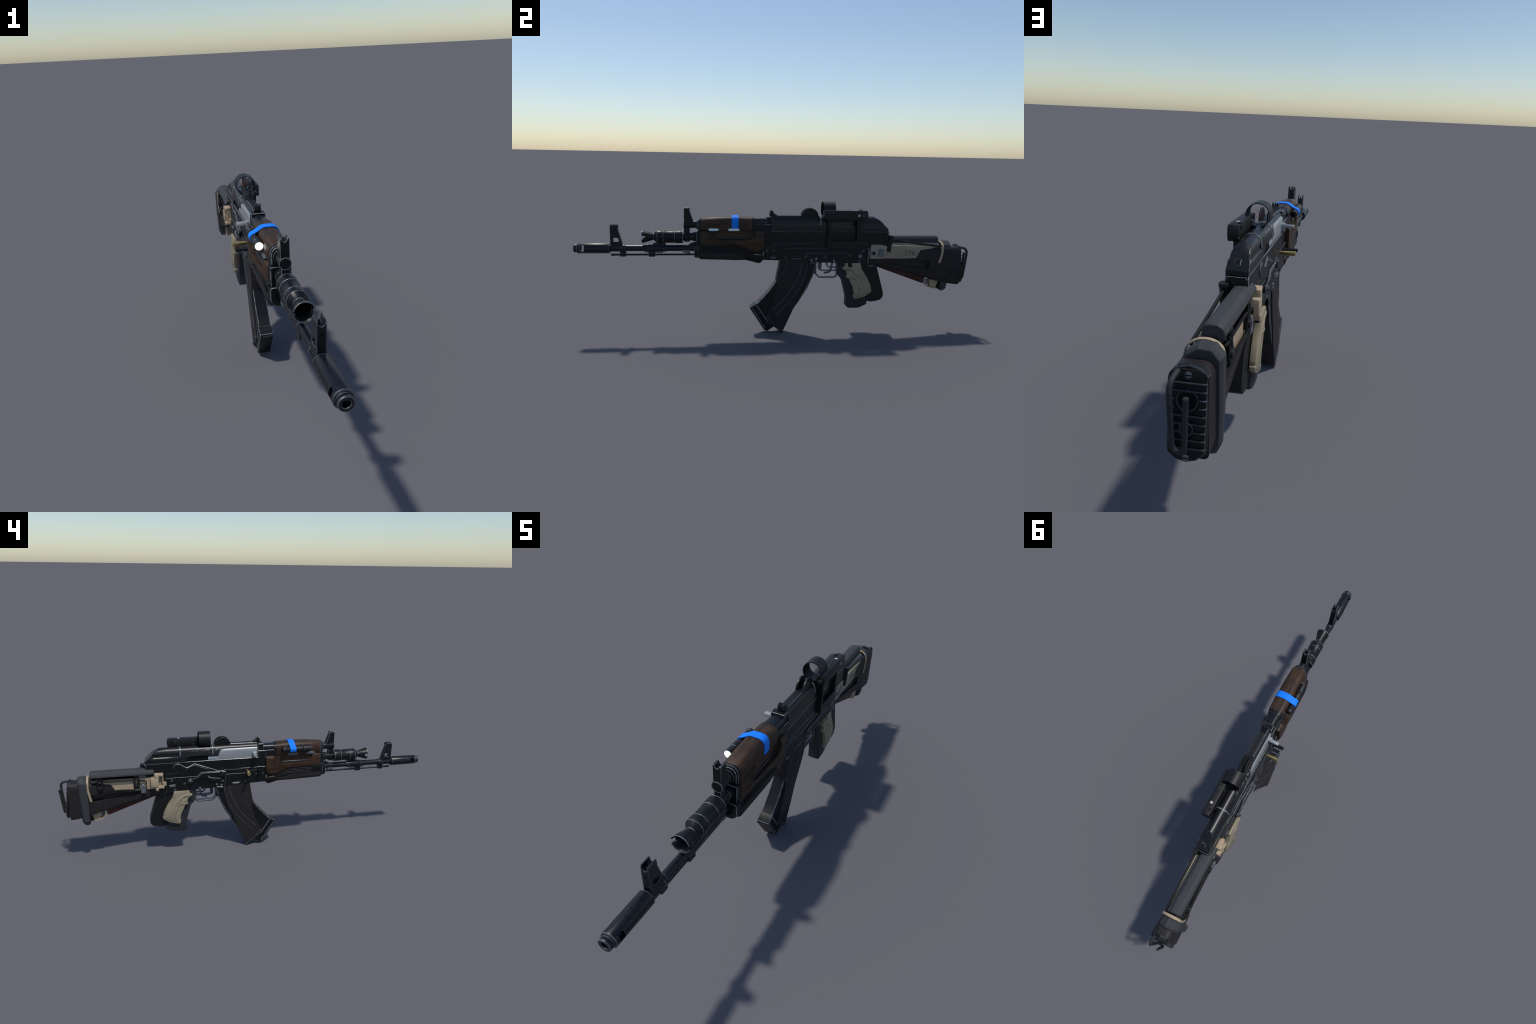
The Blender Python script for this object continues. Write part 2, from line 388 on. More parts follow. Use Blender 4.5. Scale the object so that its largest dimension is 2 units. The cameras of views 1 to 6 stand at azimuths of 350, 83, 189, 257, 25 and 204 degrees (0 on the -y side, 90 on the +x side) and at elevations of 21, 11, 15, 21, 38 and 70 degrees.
gas = lathe_y("gas_tube", [(-0.4732, 0.0190), (-0.4722, 0.0200), (-0.442, 0.0200), (-0.4410, 0.0185), (-0.39, 0.0185)], GX, 0.5600, BLACK, n=28)
edge_ring(-0.4722, 0.0194, GX, 0.56, gas)
lathe_y("gas_tube_collar", [(-0.412, 0.0235), (-0.402, 0.0235)], GX, 0.5600, BLACK, gas, 28, 0.001, EDGE)
lathe_y("barrel_nut", [(-0.43, 0.022), (-0.40, 0.024)], GX, ZG, BLACK, gas, 28, 0.001, EDGE)

# ================================================================== HANDGUARD
caps = loft("handguard_cap", [rrect(-0.397, C, 0.031, 0.530, 0.593, 0.027, 0.003), rrect(-0.387, C, 0.034, 0.530, 0.595, 0.027, 0.003)], BLACK, None, 0.0014, EDGE)
loft("cap_flange", [rrect(-0.405, C, 0.028, 0.531, 0.590, 0.025, 0.003), rrect(-0.3972, C, 0.0285, 0.531, 0.590, 0.025, 0.003)], BLACK, caps, 0.0022, EDGE)
loft("cap_flange", [rrect(-0.411, C, 0.034, 0.461, 0.527, 0.006, 0.003), rrect(-0.388, C, 0.0365, 0.458, 0.528, 0.006, 0.003)], BLACK, caps, 0.0022, EDGE)
loft("cap_flange", [rrect(-0.422, C, 0.039, 0.3955, 0.462, 0.010, 0.030), rrect(-0.403, C, 0.042, 0.3935, 0.462, 0.010, 0.031)], BLACK, caps, 0.0022, EDGE)
lathe_y("cap_socket", [(-0.4235, 0.023), (-0.4215, 0.023)], C, 0.432, VOID, caps, 24)

st = [(-0.388, 0.0335, 0.5905), (-0.380, 0.0355, 0.5945), (-0.32, 0.0370, 0.5985), (-0.273, 0.0375, 0.6005), (-0.20, 0.0375, 0.6015), (-0.140, 0.0370, 0.5985)]
upper = loft("upper_handguard", [rrect(y, C + 0.001, hw, 0.534, zt, 0.025, 0.004, 8) for y, hw, zt in st], WOOD)

bot = [(-0.388, 0.459), (-0.30, 0.459), (-0.20, 0.456), (-0.166, 0.443), (-0.138, 0.433), (-0.114, 0.428), (-0.090, 0.431), (-0.079, 0.447)]
hwl = [0.0405, 0.0455, 0.049, 0.050, 0.0505, 0.0505, 0.050, 0.048]
def lower_rings():
    r = [rrect(-0.3885, C, 0.0375, 0.463, 0.531, 0.010, 0.006, 5)]
    for (y, z0), h in zip(bot, hwl):
        r.append(rrect(y + (0.006 if y < -0.38 else 0), C, h, z0, 0.5335, 0.014, 0.010, 5))
    return r
scallop = [(-0.345, 0.55), (-0.345, 0.530), (-0.332, 0.506), (-0.318, 0.493), (-0.300, 0.4870), (-0.170, 0.4870), (-0.145, 0.494), (-0.130, 0.507), (-0.119, 0.526), (-0.119, 0.55)]
lower = loft("lower_handguard", lower_rings(), WOOD, None, 0.0012, None,
             cuts=[cutter(scallop, C + 0.0325, 0.2), cutter(scallop, -0.2, C - 0.0325)])
for s in (-1, 1):
    xa, xb = sorted((C + s * 0.030, C + s * 0.0365))
    prism("vent_slat", [(-0.328, 0.491), (-0.322, 0.4975), (-0.180, 0.4975), (-0.166, 0.489), (-0.32, 0.4885)], xa, xb, GRIPBLACK, lower, 0.001, FAINT)
    box("vent_stud", xa, xb, -0.152, -0.145, 0.490, 0.499, GRIPBLACK, lower, 0.0008, FAINT)
    for k in range(9):
        y = -0.312 + 0.0155 * k
        box("vent_notch", *sorted((C + s * 0.032, C + s * 0.0370)), y, y + 0.004, 0.4885, 0.4925, VOID, lower, 0)
    for ya, yb in ((-0.357, -0.298), (-0.261, -0.196)):
        m = 0.011
        hexa = [(ya, 0.538), (ya + m, 0.545), (yb - m, 0.545), (yb, 0.538), (yb - m, 0.5315), (ya + m, 0.5315)]
        if s < 0:   # right: sill plates standing out below the torch
            ring = lambda f: [(f(z), y, z) for y, z in hexa]
            loft("vent_light_shade_plate", [ring(lambda z: C - 0.030), ring(lambda z: C - 0.0425 + 0.003 * (z - 0.5315) / 0.0135)], TORCHSHADE, lower, 0.0012, None)
        else:       # left: tilted mirror plate modelled to show the brightness seen in the opening
            cut(upper, cutter(hexa, C + 0.0270, 0.2)); finish(upper, 0, 32)
            cut(lower, cutter(hexa, C + 0.0270, 0.2)); finish(lower, 0, 32)
            loft("vent_light_shade_plate", [[(C + 0.020, y, z) for y, z in hexa], [(C + 0.0305 - 0.0028 * (z - 0.5315) / 0.0135, y, z) for y, z in hexa]], BRIGHTGAP, lower, 0, None)

fst = [(-0.404, 0.040, 0.3935), (-0.395, 0.0415, 0.3905), (-0.30, 0.0415, 0.3875), (-0.196, 0.0408, 0.3840), (-0.162, 0.040, 0.380), (-0.133, 0.039, 0.3715), (-0.106, 0.038, 0.3635), (-0.092, 0.038, 0.365), (-0.081, 0.036, 0.379)]
fore = loft("forend", [rrect(y, C, hw, z0, 0.474, 0.01, 0.034, 7) for y, hw, z0 in fst], BLACKPLASTIC, None, 0.001, None)
for s in (-1, 1):
    for k in range(5):   # short upright grip ribs near the front cap
        y = -0.389 + k * 0.0105
        xa, xb = sorted((C + s * 0.038, C + s * 0.0455))
        box("grip_rib", xa, xb, y, y + 0.005, 0.433, 0.456, BLACKPLASTIC, fore, 0.001, None)
    for k, (z, ya) in enumerate(((0.453, -0.335), (0.445, -0.335), (0.437, -0.335), (0.4285, -0.335))):
        sweep("groove_rib", [(C + s * 0.0425, ya, z), (C + s * 0.042, -0.20, z), (C + s * 0.0415, -0.13, z - 0.008 - 0.003 * k), (C + s * 0.037, -0.085, z - 0.02 - 0.003 * k)], 0.002, 0.0016, BLACKPLASTIC, fore, 6)
    for z in (0.401, 0.3925, 0.384):
        sweep("groove_rib", [(C + s * (0.0385 - 0.35 * (0.405 - z)), -0.195, z + 0.004), (C + s * (0.038 - 0.35 * (0.405 - z)), -0.14, z + 0.001), (C + s * (0.0355 - 0.35 * (0.405 - z)), -0.087, z - 0.004)], 0.0022, 0.0016, BLACKPLASTIC, fore, 6)
    sweep("worn_streak", [(C + s * 0.0400, -0.128, 0.4165), (C + s * 0.0385, -0.104, 0.4130), (C + s * 0.0365, -0.087, 0.4115)], 0.0015, 0.0022, TAN, fore, 6)
    sweep("worn_streak", [(C + s * 0.0370, -0.1, 0.4035), (C + s * 0.0355, -0.086, 0.4030)], 0.0015, 0.0013, TAN, fore, 6)
    box("worn_streak", *sorted((C + s * 0.033, C + s * 0.038)), -0.0835, -0.080, 0.408, 0.428, TAN, fore, 0.0005)

loft("forend_tube", [rrect(y, C, hw, z0, z1, 0.012, 0.034, 7) for y, hw, z0, z1 in ((-0.396, 0.0405, 0.3895, 0.426), (-0.392, 0.0422, 0.3890, 0.4285), (-0.30, 0.0422, 0.3862, 0.4285), (-0.215, 0.0416, 0.3835, 0.425), (-0.170, 0.0390, 0.3850, 0.410))], PLASTIC, fore, 0, None)

# rear collar of the gas tube and the tube running to the rear sight block
loft("handguard_ferrule", [rrect(-0.1405, C, 0.036, 0.536, 0.5975, 0.025, 0.003, 7), rrect(-0.124, C, 0.0345, 0.536, 0.5965, 0.025, 0.003, 7)], BLACK, upper, 0.001, FAINT)
tube = loft("gas_tube_cover", [rrect(-0.126, C, 0.029, 0.558, 0.5950, 0.024, 0.003, 7), rrect(-0.066, C, 0.027, 0.560, 0.5945, 0.024, 0.003, 7)], BARREL, None, 0.001, EDGE)
box("tube_bed", C - 0.0335, C + 0.0335, -0.130, -0.076, 0.534, 0.5665, BLACK, tube, 0.0015, FAINT)

# ================================================================== RECEIVER
slotc = capsule_pts(0.067, 0.101, 0.396, 0.0062)
receiver = prism("receiver", [(-0.084, 0.3855), (0.150, 0.379), (0.200, 0.3715), (0.458, 0.3635), (0.458, 0.4455), (0.033, 0.4455), (0.033, 0.4590), (-0.039, 0.4590), (-0.039, 0.4475), (-0.084, 0.4475)],
        C - 0.0338, C + 0.0353, BLACK, None, 0.0017, FAINT,
        cuts=[cutter(slotc, C + 0.029, 0.2), cutter(slotc, -0.2, C - 0.028)])
prism("receiver_ledge", [(-0.035, 0.440), (-0.035, 0.471), (0.444, 0.471), (0.4575, 0.4535), (0.4570, 0.440)], C - 0.0331, C + 0.0341, BLACK, receiver, 0.0020, FAINT)
prism("receiver_wall", [(-0.0775, 0.420), (-0.0775, 0.5655), (-0.0365, 0.5655), (-0.0365, 0.5290), (0.551, 0.5290), (0.5605, 0.5200), (0.553, 0.452), (0.456, 0.452), (0.456, 0.42)],
      C - 0.0326, C + 0.0328, BLACK, receiver, 0.0020, EDGE)
box("trunnion_tail", C - 0.026, C + 0.026, 0.4570, 0.492, 0.352, 0.4525, BLACKPLASTIC, receiver, 0.002, FAINT)
box("rear_latch", C - 0.027, C + 0.027, 0.552, 0.5655, 0.5165, 0.526, BLACK, receiver, 0.0012, EDGE)
rs = prism("rear_sight_block", [(-0.067, 0.556), (-0.067, 0.6015), (-0.0375, 0.6025), (-0.0375, 0.556)], C - 0.0265, C + 0.0265, BLACK, None, 0.0020, EDGE)

LX = C + 0.0353; RX = C - 0.0338
rivets([(-0.063, 0.4340), (-0.028, 0.4340), (0.032, 0.397, .0055)], 1, LX, 0.0065, RIVET, receiver)
rivets([(0.430, 0.429, .008), (0.412, 0.377, .008)], 1, LX, 0.008, RIVET, receiver)
rivets([(0.163, 0.3835), (0.188, 0.389), (0.280, 0.379)], 1, LX, 0.006, BRIGHTRIVET, receiver)
lathe_x("rivet", [(LX - 0.002, 0.0115), (LX + 0.003, 0.0105), (LX + 0.003, 0.007), (LX + 0.0005, 0.0065), (LX + 0.0005, 0.0001)], 0.416, 0.404, MIDSTEEL, receiver, 20, 0.0006, EDGE)
box("receiver_pin", LX - 0.002, LX + 0.002, -0.043, -0.024, 0.3935, 0.4015, MIDSTEEL, receiver, 0.001, EDGE)
lathe_x("receiver_pin", [(LX - 0.002, 0.003), (LX + 0.0015, 0.003)], -0.020, 0.3975, BRIGHTRIVET, receiver, 12)
for x in (LX - 0.0045, RX + 0.0045):
    box("slot_pale_lip", *sorted((x, x + (0.002 if x > C else -0.002))), 0.066, 0.102, 0.3895, 0.3935, MIDSTEEL, receiver, 0.0005)

# left side rail plate
rail = prism("side_rail", [(0.124, 0.398), (0.1275, 0.407), (0.138, 0.413), (0.138, 0.4235), (0.3505, 0.4235), (0.3505, 0.4165), (0.364, 0.4125), (0.372, 0.404), (0.3695, 0.3975), (0.345, 0.3965),
        (0.338, 0.400), (0.286, 0.400), (0.272, 0.3795), (0.212, 0.3795), (0.196, 0.398)], LX - 0.001, LX + 0.0035, BLACK, None, 0.0016, FAINT)
box("rail_rib", LX + 0.002, LX + 0.0075, 0.1395, 0.3495, 0.4125, 0.4225, BLACK, rail, 0.002, FAINT)
box("rail_pad", LX + 0.002, LX + 0.0055, 0.226, 0.245, 0.386, 0.4115, BLACK, rail, 0.0015, FAINT)
rivets([(0.1325, 0.4015, .0065), (0.362, 0.4065, .0065)], 1, LX + 0.0035, 0.0065, RIVET, rail)
rivets([(0.2355, 0.3995, .006)], 1, LX + 0.0055, 0.006, RIVET, rail)

# right side: rivets, clip window, seam
rivets([(0.428, 0.430, .0075), (0.362, 0.408, .0075), (0.412, 0.376, .0075), (0.158, 0.408, .007), (0.033, 0.397, .0065), (-0.028, 0.436, .0065), (-0.064, 0.433, .0065), (-0.063, 0.466, .006)],
       -1, RX, 0.007, RIVET, receiver)
rivets([(0.189, 0.390), (0.164, 0.384), (0.280, 0.376)], -1, RX, 0.0055, BRIGHTRIVET, receiver)
prism("catch_window", [(0.442, 0.393), (0.442, 0.404), (0.411, 0.407), (0.408, 0.402), (0.410, 0.392)], RX - 0.0015, RX + 0.001, MIDSTEEL, receiver, 0.001, EDGE)
sweep("receiver_seam", [(RX - 0.0002, 0.141, 0.443), (RX - 0.0002, 0.1425, 0.415), (RX - 0.0002, 0.147, 0.381)], 0.0009, 0.0012, FAINT, receiver, 6)

# raised spring plate with bare edges
prism("spring_plate", [(0.282, 0.444), (0.390, 0.470), (0.405, 0.480), (0.415, 0.494), (0.4155, 0.509), (0.408, 0.519), (0.396, 0.5235), (0.382, 0.520), (0.347, 0.4985), (0.306, 0.519), (0.200, 0.4780), (0.170, 0.466), (0.17, 0.444)],
      C - 0.0365, C - 0.0300, BLACK, receiver, 0.0026, WIRE)
sweep("spring_wire", [(C - 0.0372, 0.345, 0.494), (C - 0.0372, 0.307, 0.5095), (C - 0.0372, 0.232, 0.480)], 0.0015, 0.0018, WIRE, receiver, 6, curved=False)
# safety lever
lever = prism("safety_lever", [(0.345, 0.420), (0.338, 0.432), (0.304, 0.4375), (0.274, 0.4690), (0.164, 0.4690), (0.141, 0.4750), (0.141, 0.4425), (0.163, 0.4405), (0.282, 0.4315), (0.335, 0.4085)],
        RX - 0.0075, RX - 0.003, BLACK, None, 0.0016, WIRE)
prism("lever_rib", [(0.298, 0.4375), (0.271, 0.4650), (0.172, 0.4650), (0.172, 0.4610), (0.269, 0.4600), (0.294, 0.4365)], RX - 0.0105, RX - 0.0065, MIDSTEEL, lever, 0.001, WIRE)
box("lever_stop", RX - 0.0140, RX - 0.004, 0.141, 0.163, 0.4415, 0.466, BLACK, lever, 0.0016, WIRE)
lathe_x("lever_pivot", [(RX, 0.0145), (RX - 0.006, 0.0145), (RX - 0.0065, 0.0125), (RX - 0.009, 0.0125), (RX - 0.0095, 0.0105), (RX - 0.0125, 0.0105), (RX - 0.013, 0.0085), (RX - 0.0155, 0.0085), (RX - 0.016, 0.004), (RX - 0.0215, 0.0035)],
        0.331, 0.4215, BLACK, lever, 20, 0.0008, WIRE)
sweep("lever_tab", [(RX - 0.008, 0.234, 0.4445), (RX - 0.014, 0.224, 0.4365), (RX - 0.014, 0.172, 0.4290)], 0.004, 0.0028, MIDSTEEL, lever, 8)

# forward stop lever on the right and the bolt-hold rod
stop = prism("stop_lever", [(-0.032, 0.478), (-0.032, 0.470), (-0.046, 0.465), (-0.044, 0.432), (-0.056, 0.430), (-0.060, 0.446), (-0.080, 0.447), (-0.080, 0.476)], RX - 0.003, RX + 0.004, BLACK, None, 0.0014, EDGE)
sweep("stop_rod", [(C - 0.02, -0.038, 0.457), (-0.060, -0.038, 0.457), (-0.0735, -0.038, 0.457)], 0.0065, 0.0085, BLACK, stop, 12, up=(0, 0, 1))
box("stop_slide", RX - 0.001, RX + 0.004, -0.03, 0.058, 0.4595, 0.474, BLACK, stop, 0.001, FAINT)

# ejected brass case
case = lathe_x("cartridge_case", [(-0.012, 0.0055), (-0.024, 0.0060), (-0.030, 0.0082), (-0.0685, 0.0092), (-0.070, 0.0075), (-0.0715, 0.0075), (-0.072, 0.0095), (-0.0743, 0.0095), (-0.0748, 0.0088), (-0.0738, 0.0075), (-0.0738, 0.0001)], 0.0245, 0.4600, BRASS, None, 20)
lathe_x("primer", [(-0.0735, 0.0045), (-0.0743, 0.0045), (-0.0745, 0.003)], 0.0245, 0.4600, COPPER, case, 14)

# ================================================================== DUST COVER + BOLT
def ztop(y):
    if y < 0.486: return 0.604 + 0.002 * max(0, (y - 0.2)) / 0.28 * 0 
    if y < 0.520: return 0.604 - (y - 0.486) / 0.034 * 0.024
    return 0.580 - (y - 0.520) / 0.038 * 0.039
def cover_section(y, grow=0.0, groove=False):
    right = [(0.0318, 0.527), (0.0318, 0.545), (0.0315, 0.556)]
    right += [(0.0272, 0.560), (0.0272, 0.571)] if groove else [(0.0310, 0.565), (0.0300, 0.573)]
    half = [(0.0318, 0.527), (0.0318, 0.545), (0.0315, 0.556), (0.0310, 0.563), (0.0296, 0.571)]
    if groove: half = [(0.0318, 0.527), (0.0318, 0.545), (0.0318, 0.5555), (0.0265, 0.5600), (0.0255, 0.5720)]
    r, cz = 0.0280, 0.5760
    arc = [(r * cos(a), cz + r * sin(a)) for a in [radians(t) for t in (2, 14, 26, 38, 50, 62, 74, 84)]]
    h = half + arc
    zt = ztop(y)
    ring = []
    for x, z in h: ring.append((C + x + grow, y, min(z + (grow if z > 0.57 else 0), zt + grow)))
    for x, z in reversed(h): ring.append((C - x - grow, y, min(z + (grow if z > 0.57 else 0), zt + grow)))
    return ring
ys = [(-0.0335, 0), (0.1, 0), (0.25, 0), (0.374, 0), (0.3815, 1), (0.45, 1), (0.486, 1), (0.503, 1), (0.520, 1), (0.535, 0), (0.548, 0), (0.5585, 0)]
port = [(-0.045, 0.50), (-0.045, 0.591), (0.138, 0.591), (0.158, 0.586), (0.169, 0.576), (0.177, 0.5565), (0.326, 0.5565), (0.356, 0.528), (0.356, 0.50)]
cover = loft("dust_cover", [cover_section(y, 0, bool(g)) for y, g in ys], COVER, None, 0.0016, EDGE, smooth=30, angle=48,
             cuts=[cutter(port, -0.2, C - 0.0105)])
def hoop(y0, y1, grow, skip=3):
    a, b, c, d = (cover_section(y, g)[skip:-3] for y, g in ((y0, 0.0002), (y0 + 0.001, grow), (y1 - 0.001, grow), (y1, 0.0002)))
    inner0 = [(C + (p[0] - C) * 0.93, p[1], 0.575 + (p[2] - 0.575) * 0.9) for p in a]
    inner1 = [(C + (p[0] - C) * 0.93, p[1], 0.575 + (p[2] - 0.575) * 0.9) for p in d]
    rings = [a, b, c, d, inner1, inner0]
    n = len(a); v = [p for r in rings for p in r]; f = []
    for k in range(6):
        for i in range(n - 1):
            f.append((k * n + i, k * n + i + 1, ((k + 1) % 6) * n + i + 1, ((k + 1) % 6) * n + i))
    f += [tuple(k * n for k in range(6)), tuple(k * n + n - 1 for k in range(6))]
    ob = raw("cover_hoop", v, f, EDGE, cover); finish(ob, 0, 40)
hoop(0.374, 0.381, 0.0014, 8); hoop(0.2035, 0.2105, 0.0014)
# small square plate on the sloping back of the cover
o = box("cover_stud", -0.0095, 0.0095, -0.0105, 0.0105, -0.001, 0.0022, BLACK, cover, 0.0026, EDGE)
slope = math.atan2(0.039, 0.038)
o.data.transform(Matrix.Translation((C + 0.003, 0.5405, 0.5590)) @ Matrix.Rotation(-slope, 4, 'X'))

bolt = loft("bolt_carrier", [rrect(y, C - 0.002, 0.0255, 0.524, z1, 0.018, 0.003, 6) for y, z1 in ((-0.034, 0.5885), (0.17, 0.5885), (0.176, 0.586), (0.1775, 0.552), (0.2325, 0.551))], STEEL, None, 0.001, None)
handle = prism("charging_handle", [(-0.024, 0.5455), (-0.021, 0.5570), (-0.006, 0.5590), (-0.004, 0.5500), (-0.012, 0.5440)], -0.060, -0.012, STEEL, bolt, 0.0022, None, seg=2)
prism("handle_root", [(-0.027, 0.530), (-0.027, 0.5620), (-0.008, 0.5620), (-0.006, 0.546), (-0.012, 0.530)], -0.025, -0.008, STEEL, bolt, 0.0018, None)
box("bolt_interior", C - 0.026, C - 0.005, 0.233, 0.36, 0.525, 0.556, VOID, bolt, 0)

# top rail, rear sight ears and notch
TX = C + 0.0025
rib = prism("top_rail", [(-0.034, 0.596), (-0.034, 0.6060), (0.112, 0.6075), (0.200, 0.6060), (0.204, 0.596)], TX - 0.0155, TX + 0.0155, BLACK, None, 0.0016, EDGE)
box("rail_groove", TX - 0.0115, TX + 0.0115, -0.02, 0.110, 0.604, 0.6082, BLACKPLASTIC, rib, 0.001, FAINT)
ear = [(0.109, 0.604)] + [(0.1525 + 0.0435 * cos(t) * (1 if cos(t) > 0 else 0.98), 0.604 + 0.0405 * sin(t)) for t in [pi - pi * i / 14 for i in range(15)]] + [(0.197, 0.600), (0.112, 0.600)]
for s in (-1, 1):
    prism("sight_guard", ear, TX + s * 0.0135 - 0.0028, TX + s * 0.0135 + 0.0028, BLACK, rib, 0.0020, EDGE)
notch = prism("rear_notch", [(-0.050, 0.606), (-0.049, 0.626), (-0.044, 0.631), (-0.034, 0.629), (-0.030, 0.618), (-0.010, 0.608), (0.0, 0.602), (-0.04, 0.600)],
      TX - 0.0120, TX + 0.0120, BLACK, rib, 0.0012, EDGE, cuts=[cutter_y(circle_pts(TX, 0.632, 0.0075, 16, 1.1), -0.1, 0.03)])
o = lathe_y("sight_pin", [(0, 0.0018), (0.010, 0.0018)], 0, 0, BLACK, rib, 8)
o.data.transform(Matrix.Translation((TX, -0.040, 0.622)) @ Matrix.Rotation(radians(90), 4, 'X'))

# ================================================================== OPTIC
OC, OZ = 0.0205, 0.6390
optic = prism("optic", [(0.2170, 0.598), (0.2170, 0.6300), (0.2210, 0.637), (0.4335, 0.637), (0.4385, 0.626), (0.4400, 0.614), (0.4385, 0.602), (0.4330, 0.589), (0.234, 0.589), (0.222, 0.591)], 0.0410, 0.0752, OPTIC, None, 0.0015, None, seg=2)
rn = 40
rings = []
for y, r in ((0.217, 0.0392), (0.2775, 0.0392), (0.2775, 0.0362), (0.217, 0.0362)):
    rings.append([(OC + r * cos(2 * pi * i / rn), y, OZ + r * sin(2 * pi * i / rn)) for i in range(rn)])
rings.append(rings[0])
loft("optic_hood", rings, OPTIC, optic, 0, None, cap=False)
front_prism("hood_cradle", [(0.020, 0.5925), (0.058, 0.5925), (0.0610, 0.640), (0.0575, 0.6450), (0.0570, 0.6330), (0.050, 0.6170), (0.040, 0.6075), (0.020, 0.6030)], 0.222, 0.276, OPTIC, optic, 0.0008)
lens = lathe_y("optic_lens", [(0.2668, 0.0262), (0.2690, 0.0262)], OC - 0.001, OZ + 0.001, GLASS, optic, 40)
tr = []
for i in range(36):
    a = 2 * pi * i / 36
    tr.append([(OC + (0.0095 + 0.0006 * cos(b)) * cos(a), 0.2662 + 0.0004 * sin(b), OZ + 0.001 + (0.0095 + 0.0006 * cos(b)) * sin(a)) for b in [2 * pi * j / 6 for j in range(6)]])
tr.append(tr[0])
loft("optic_reticle", tr, RETICLE, optic, 0, None, cap=False)
lathe_y("optic_reticle", [(0.2660, 0.0008), (0.2666, 0.0008)], OC, OZ + 0.001, RETICLE, optic, 8)
lathe_x("emitter_housing", [(0.044, 0.008), (0.052, 0.008)], 0.262, 0.622, OPTIC, optic, 14)
lathe_x("optic_screw", [(0.0745, 0.0068), (0.0754, 0.0068), (0.0756, 0.005)], 0.3935, 0.6135, WHITE, optic, 18)
lathe_x("optic_screw", [(0.0745, 0.0075), (0.0754, 0.0075), (0.0756, 0.006)], 0.4175, 0.6135, OPTICSCREW, optic, 18)
box("screw_slot", 0.0753, 0.07585, 0.4115, 0.4235, 0.6128, 0.6142, VOID, optic, 0)
box("screw_slot", 0.07525, 0.0758, 0.4168, 0.4182, 0.6075, 0.6195, VOID, optic, 0)
for y in (0.241, 0.2585):
    lathe_x("optic_screw", [(0.060, 0.0035), (0.0756, 0.0035)], y, 0.627, OPTICSCREW, optic, 12)
for y, z, r in ((0.403, 0.629, .004), (0.437, 0.600, .004), (0.302, 0.6265, .0038), (0.302, 0.606, .0038)):
    lathe_x("optic_screw", [(0.042, r), (0.0404, r)], y, z, OPTICSCREW, optic, 12)
o = lathe_y("optic_screw", [(0, 0.0068), (0.0010, 0.0064)], 0, 0, WHITE, optic, 18)
o.data.transform(Matrix.Translation((0.0585, 0.378, 0.6368)) @ Matrix.Rotation(radians(90), 4, 'X'))
o = lathe_y("optic_screw", [(0, 0.0036), (0.0010, 0.0034)], 0, 0, OPTICSCREW, optic, 12)
o.data.transform(Matrix.Translation((0.0585, 0.305, 0.6368)) @ Matrix.Rotation(radians(90), 4, 'X'))
o = lathe_y("optic_knob", [(0, 0.006), (0.006, 0.0062), (0.0065, 0.005)], 0, 0, OPTIC, optic, 14)
o.data.transform(Matrix.Translation((0.0455, 0.407, 0.635)) @ Matrix.Rotation(radians(90), 4, 'X'))
lathe_x("optic_knob", [(0.042, 0.006), (0.037, 0.006)], 0.413, 0.629, OPTIC, optic, 14, 0.0008)
lathe_y("optic_screw", [(0.217, 0.0085), (0.2158, 0.0085), (0.2155, 0.007)], 0.0585, 0.606, OPTICSCREW, optic, 18)
box("screw_slot", 0.0525, 0.0645, 0.2150, 0.2158, 0.6052, 0.6068, VOID, optic, 0)
box("screw_slot", 0.0577, 0.0593, 0.21505, 0.2158, 0.6, 0.612, VOID, optic, 0)
mount = prism("optic_mount", [(0.2355, 0.592), (0.4045, 0.592), (0.4005, 0.520), (0.3965, 0.443), (0.310, 0.445), (0.243, 0.449), (0.2375, 0.462), (0.2435, 0.52)], 0.0468, 0.0655, OPTIC, optic, 0.0015, None,
      cuts=[cutter([(0.2495, 0.586), (0.387, 0.586), (0.3895, 0.4830), (0.2560, 0.4830)], 0, 0.2)])
box("mount_clamp", 0.042, 0.054, 0.255, 0.385, 0.452, 0.478, OPTIC, optic, 0.0015, None)

# ================================================================== MAGAZINES
MX = C - 0.0025
mag = prism("curved_magazine", [(0.040, 0.395), (0.038, 0.378), (0.020, 0.326), (-0.013, 0.274), (-0.042, 0.231), (-0.075, 0.192), (-0.106, 0.159), (-0.1420, 0.1375), (-0.1425, 0.1285), (-0.068, 0.0125), (-0.0555, 0.0075), (-0.024, 0.0300),
        (0.066, 0.108), (0.113, 0.180), (0.146, 0.236), (0.176, 0.306), (0.1865, 0.355), (0.1815, 0.395)], MX - 0.0240, MX + 0.0240, BLACK, None, 0.0024, EDGE)
brown = prism("straight_magazine", [(0.0055, 0.395), (0.0035, 0.378), (-0.003, 0.336), (-0.014, 0.278), (-0.008, 0.240), (-0.018, 0.190), (-0.038, 0.140), (-0.064, 0.086), (-0.0545, 0.0615), (0.0205, 0.0),
        (0.0245, 0.008), (0.068, 0.1070), (0.102, 0.200), (0.128, 0.262), (0.139, 0.305), (0.148, 0.355), (0.150, 0.395)], MX - 0.0280, MX + 0.0280, PLASTIC, None, 0.0016, PLASTIC)
front = [(0.006, 0.380), (-0.001, 0.341), (-0.0125, 0.281)]
prism("magazine_foot", [(-0.0645, 0.0855), (-0.0555, 0.0600), (0.0200, -0.0), (0.0265, 0.0075), (-0.044, 0.066), (-0.055, 0.0900)], MX - 0.0310, MX + 0.0310, BLACKPLASTIC, brown, 0.002, FAINT)
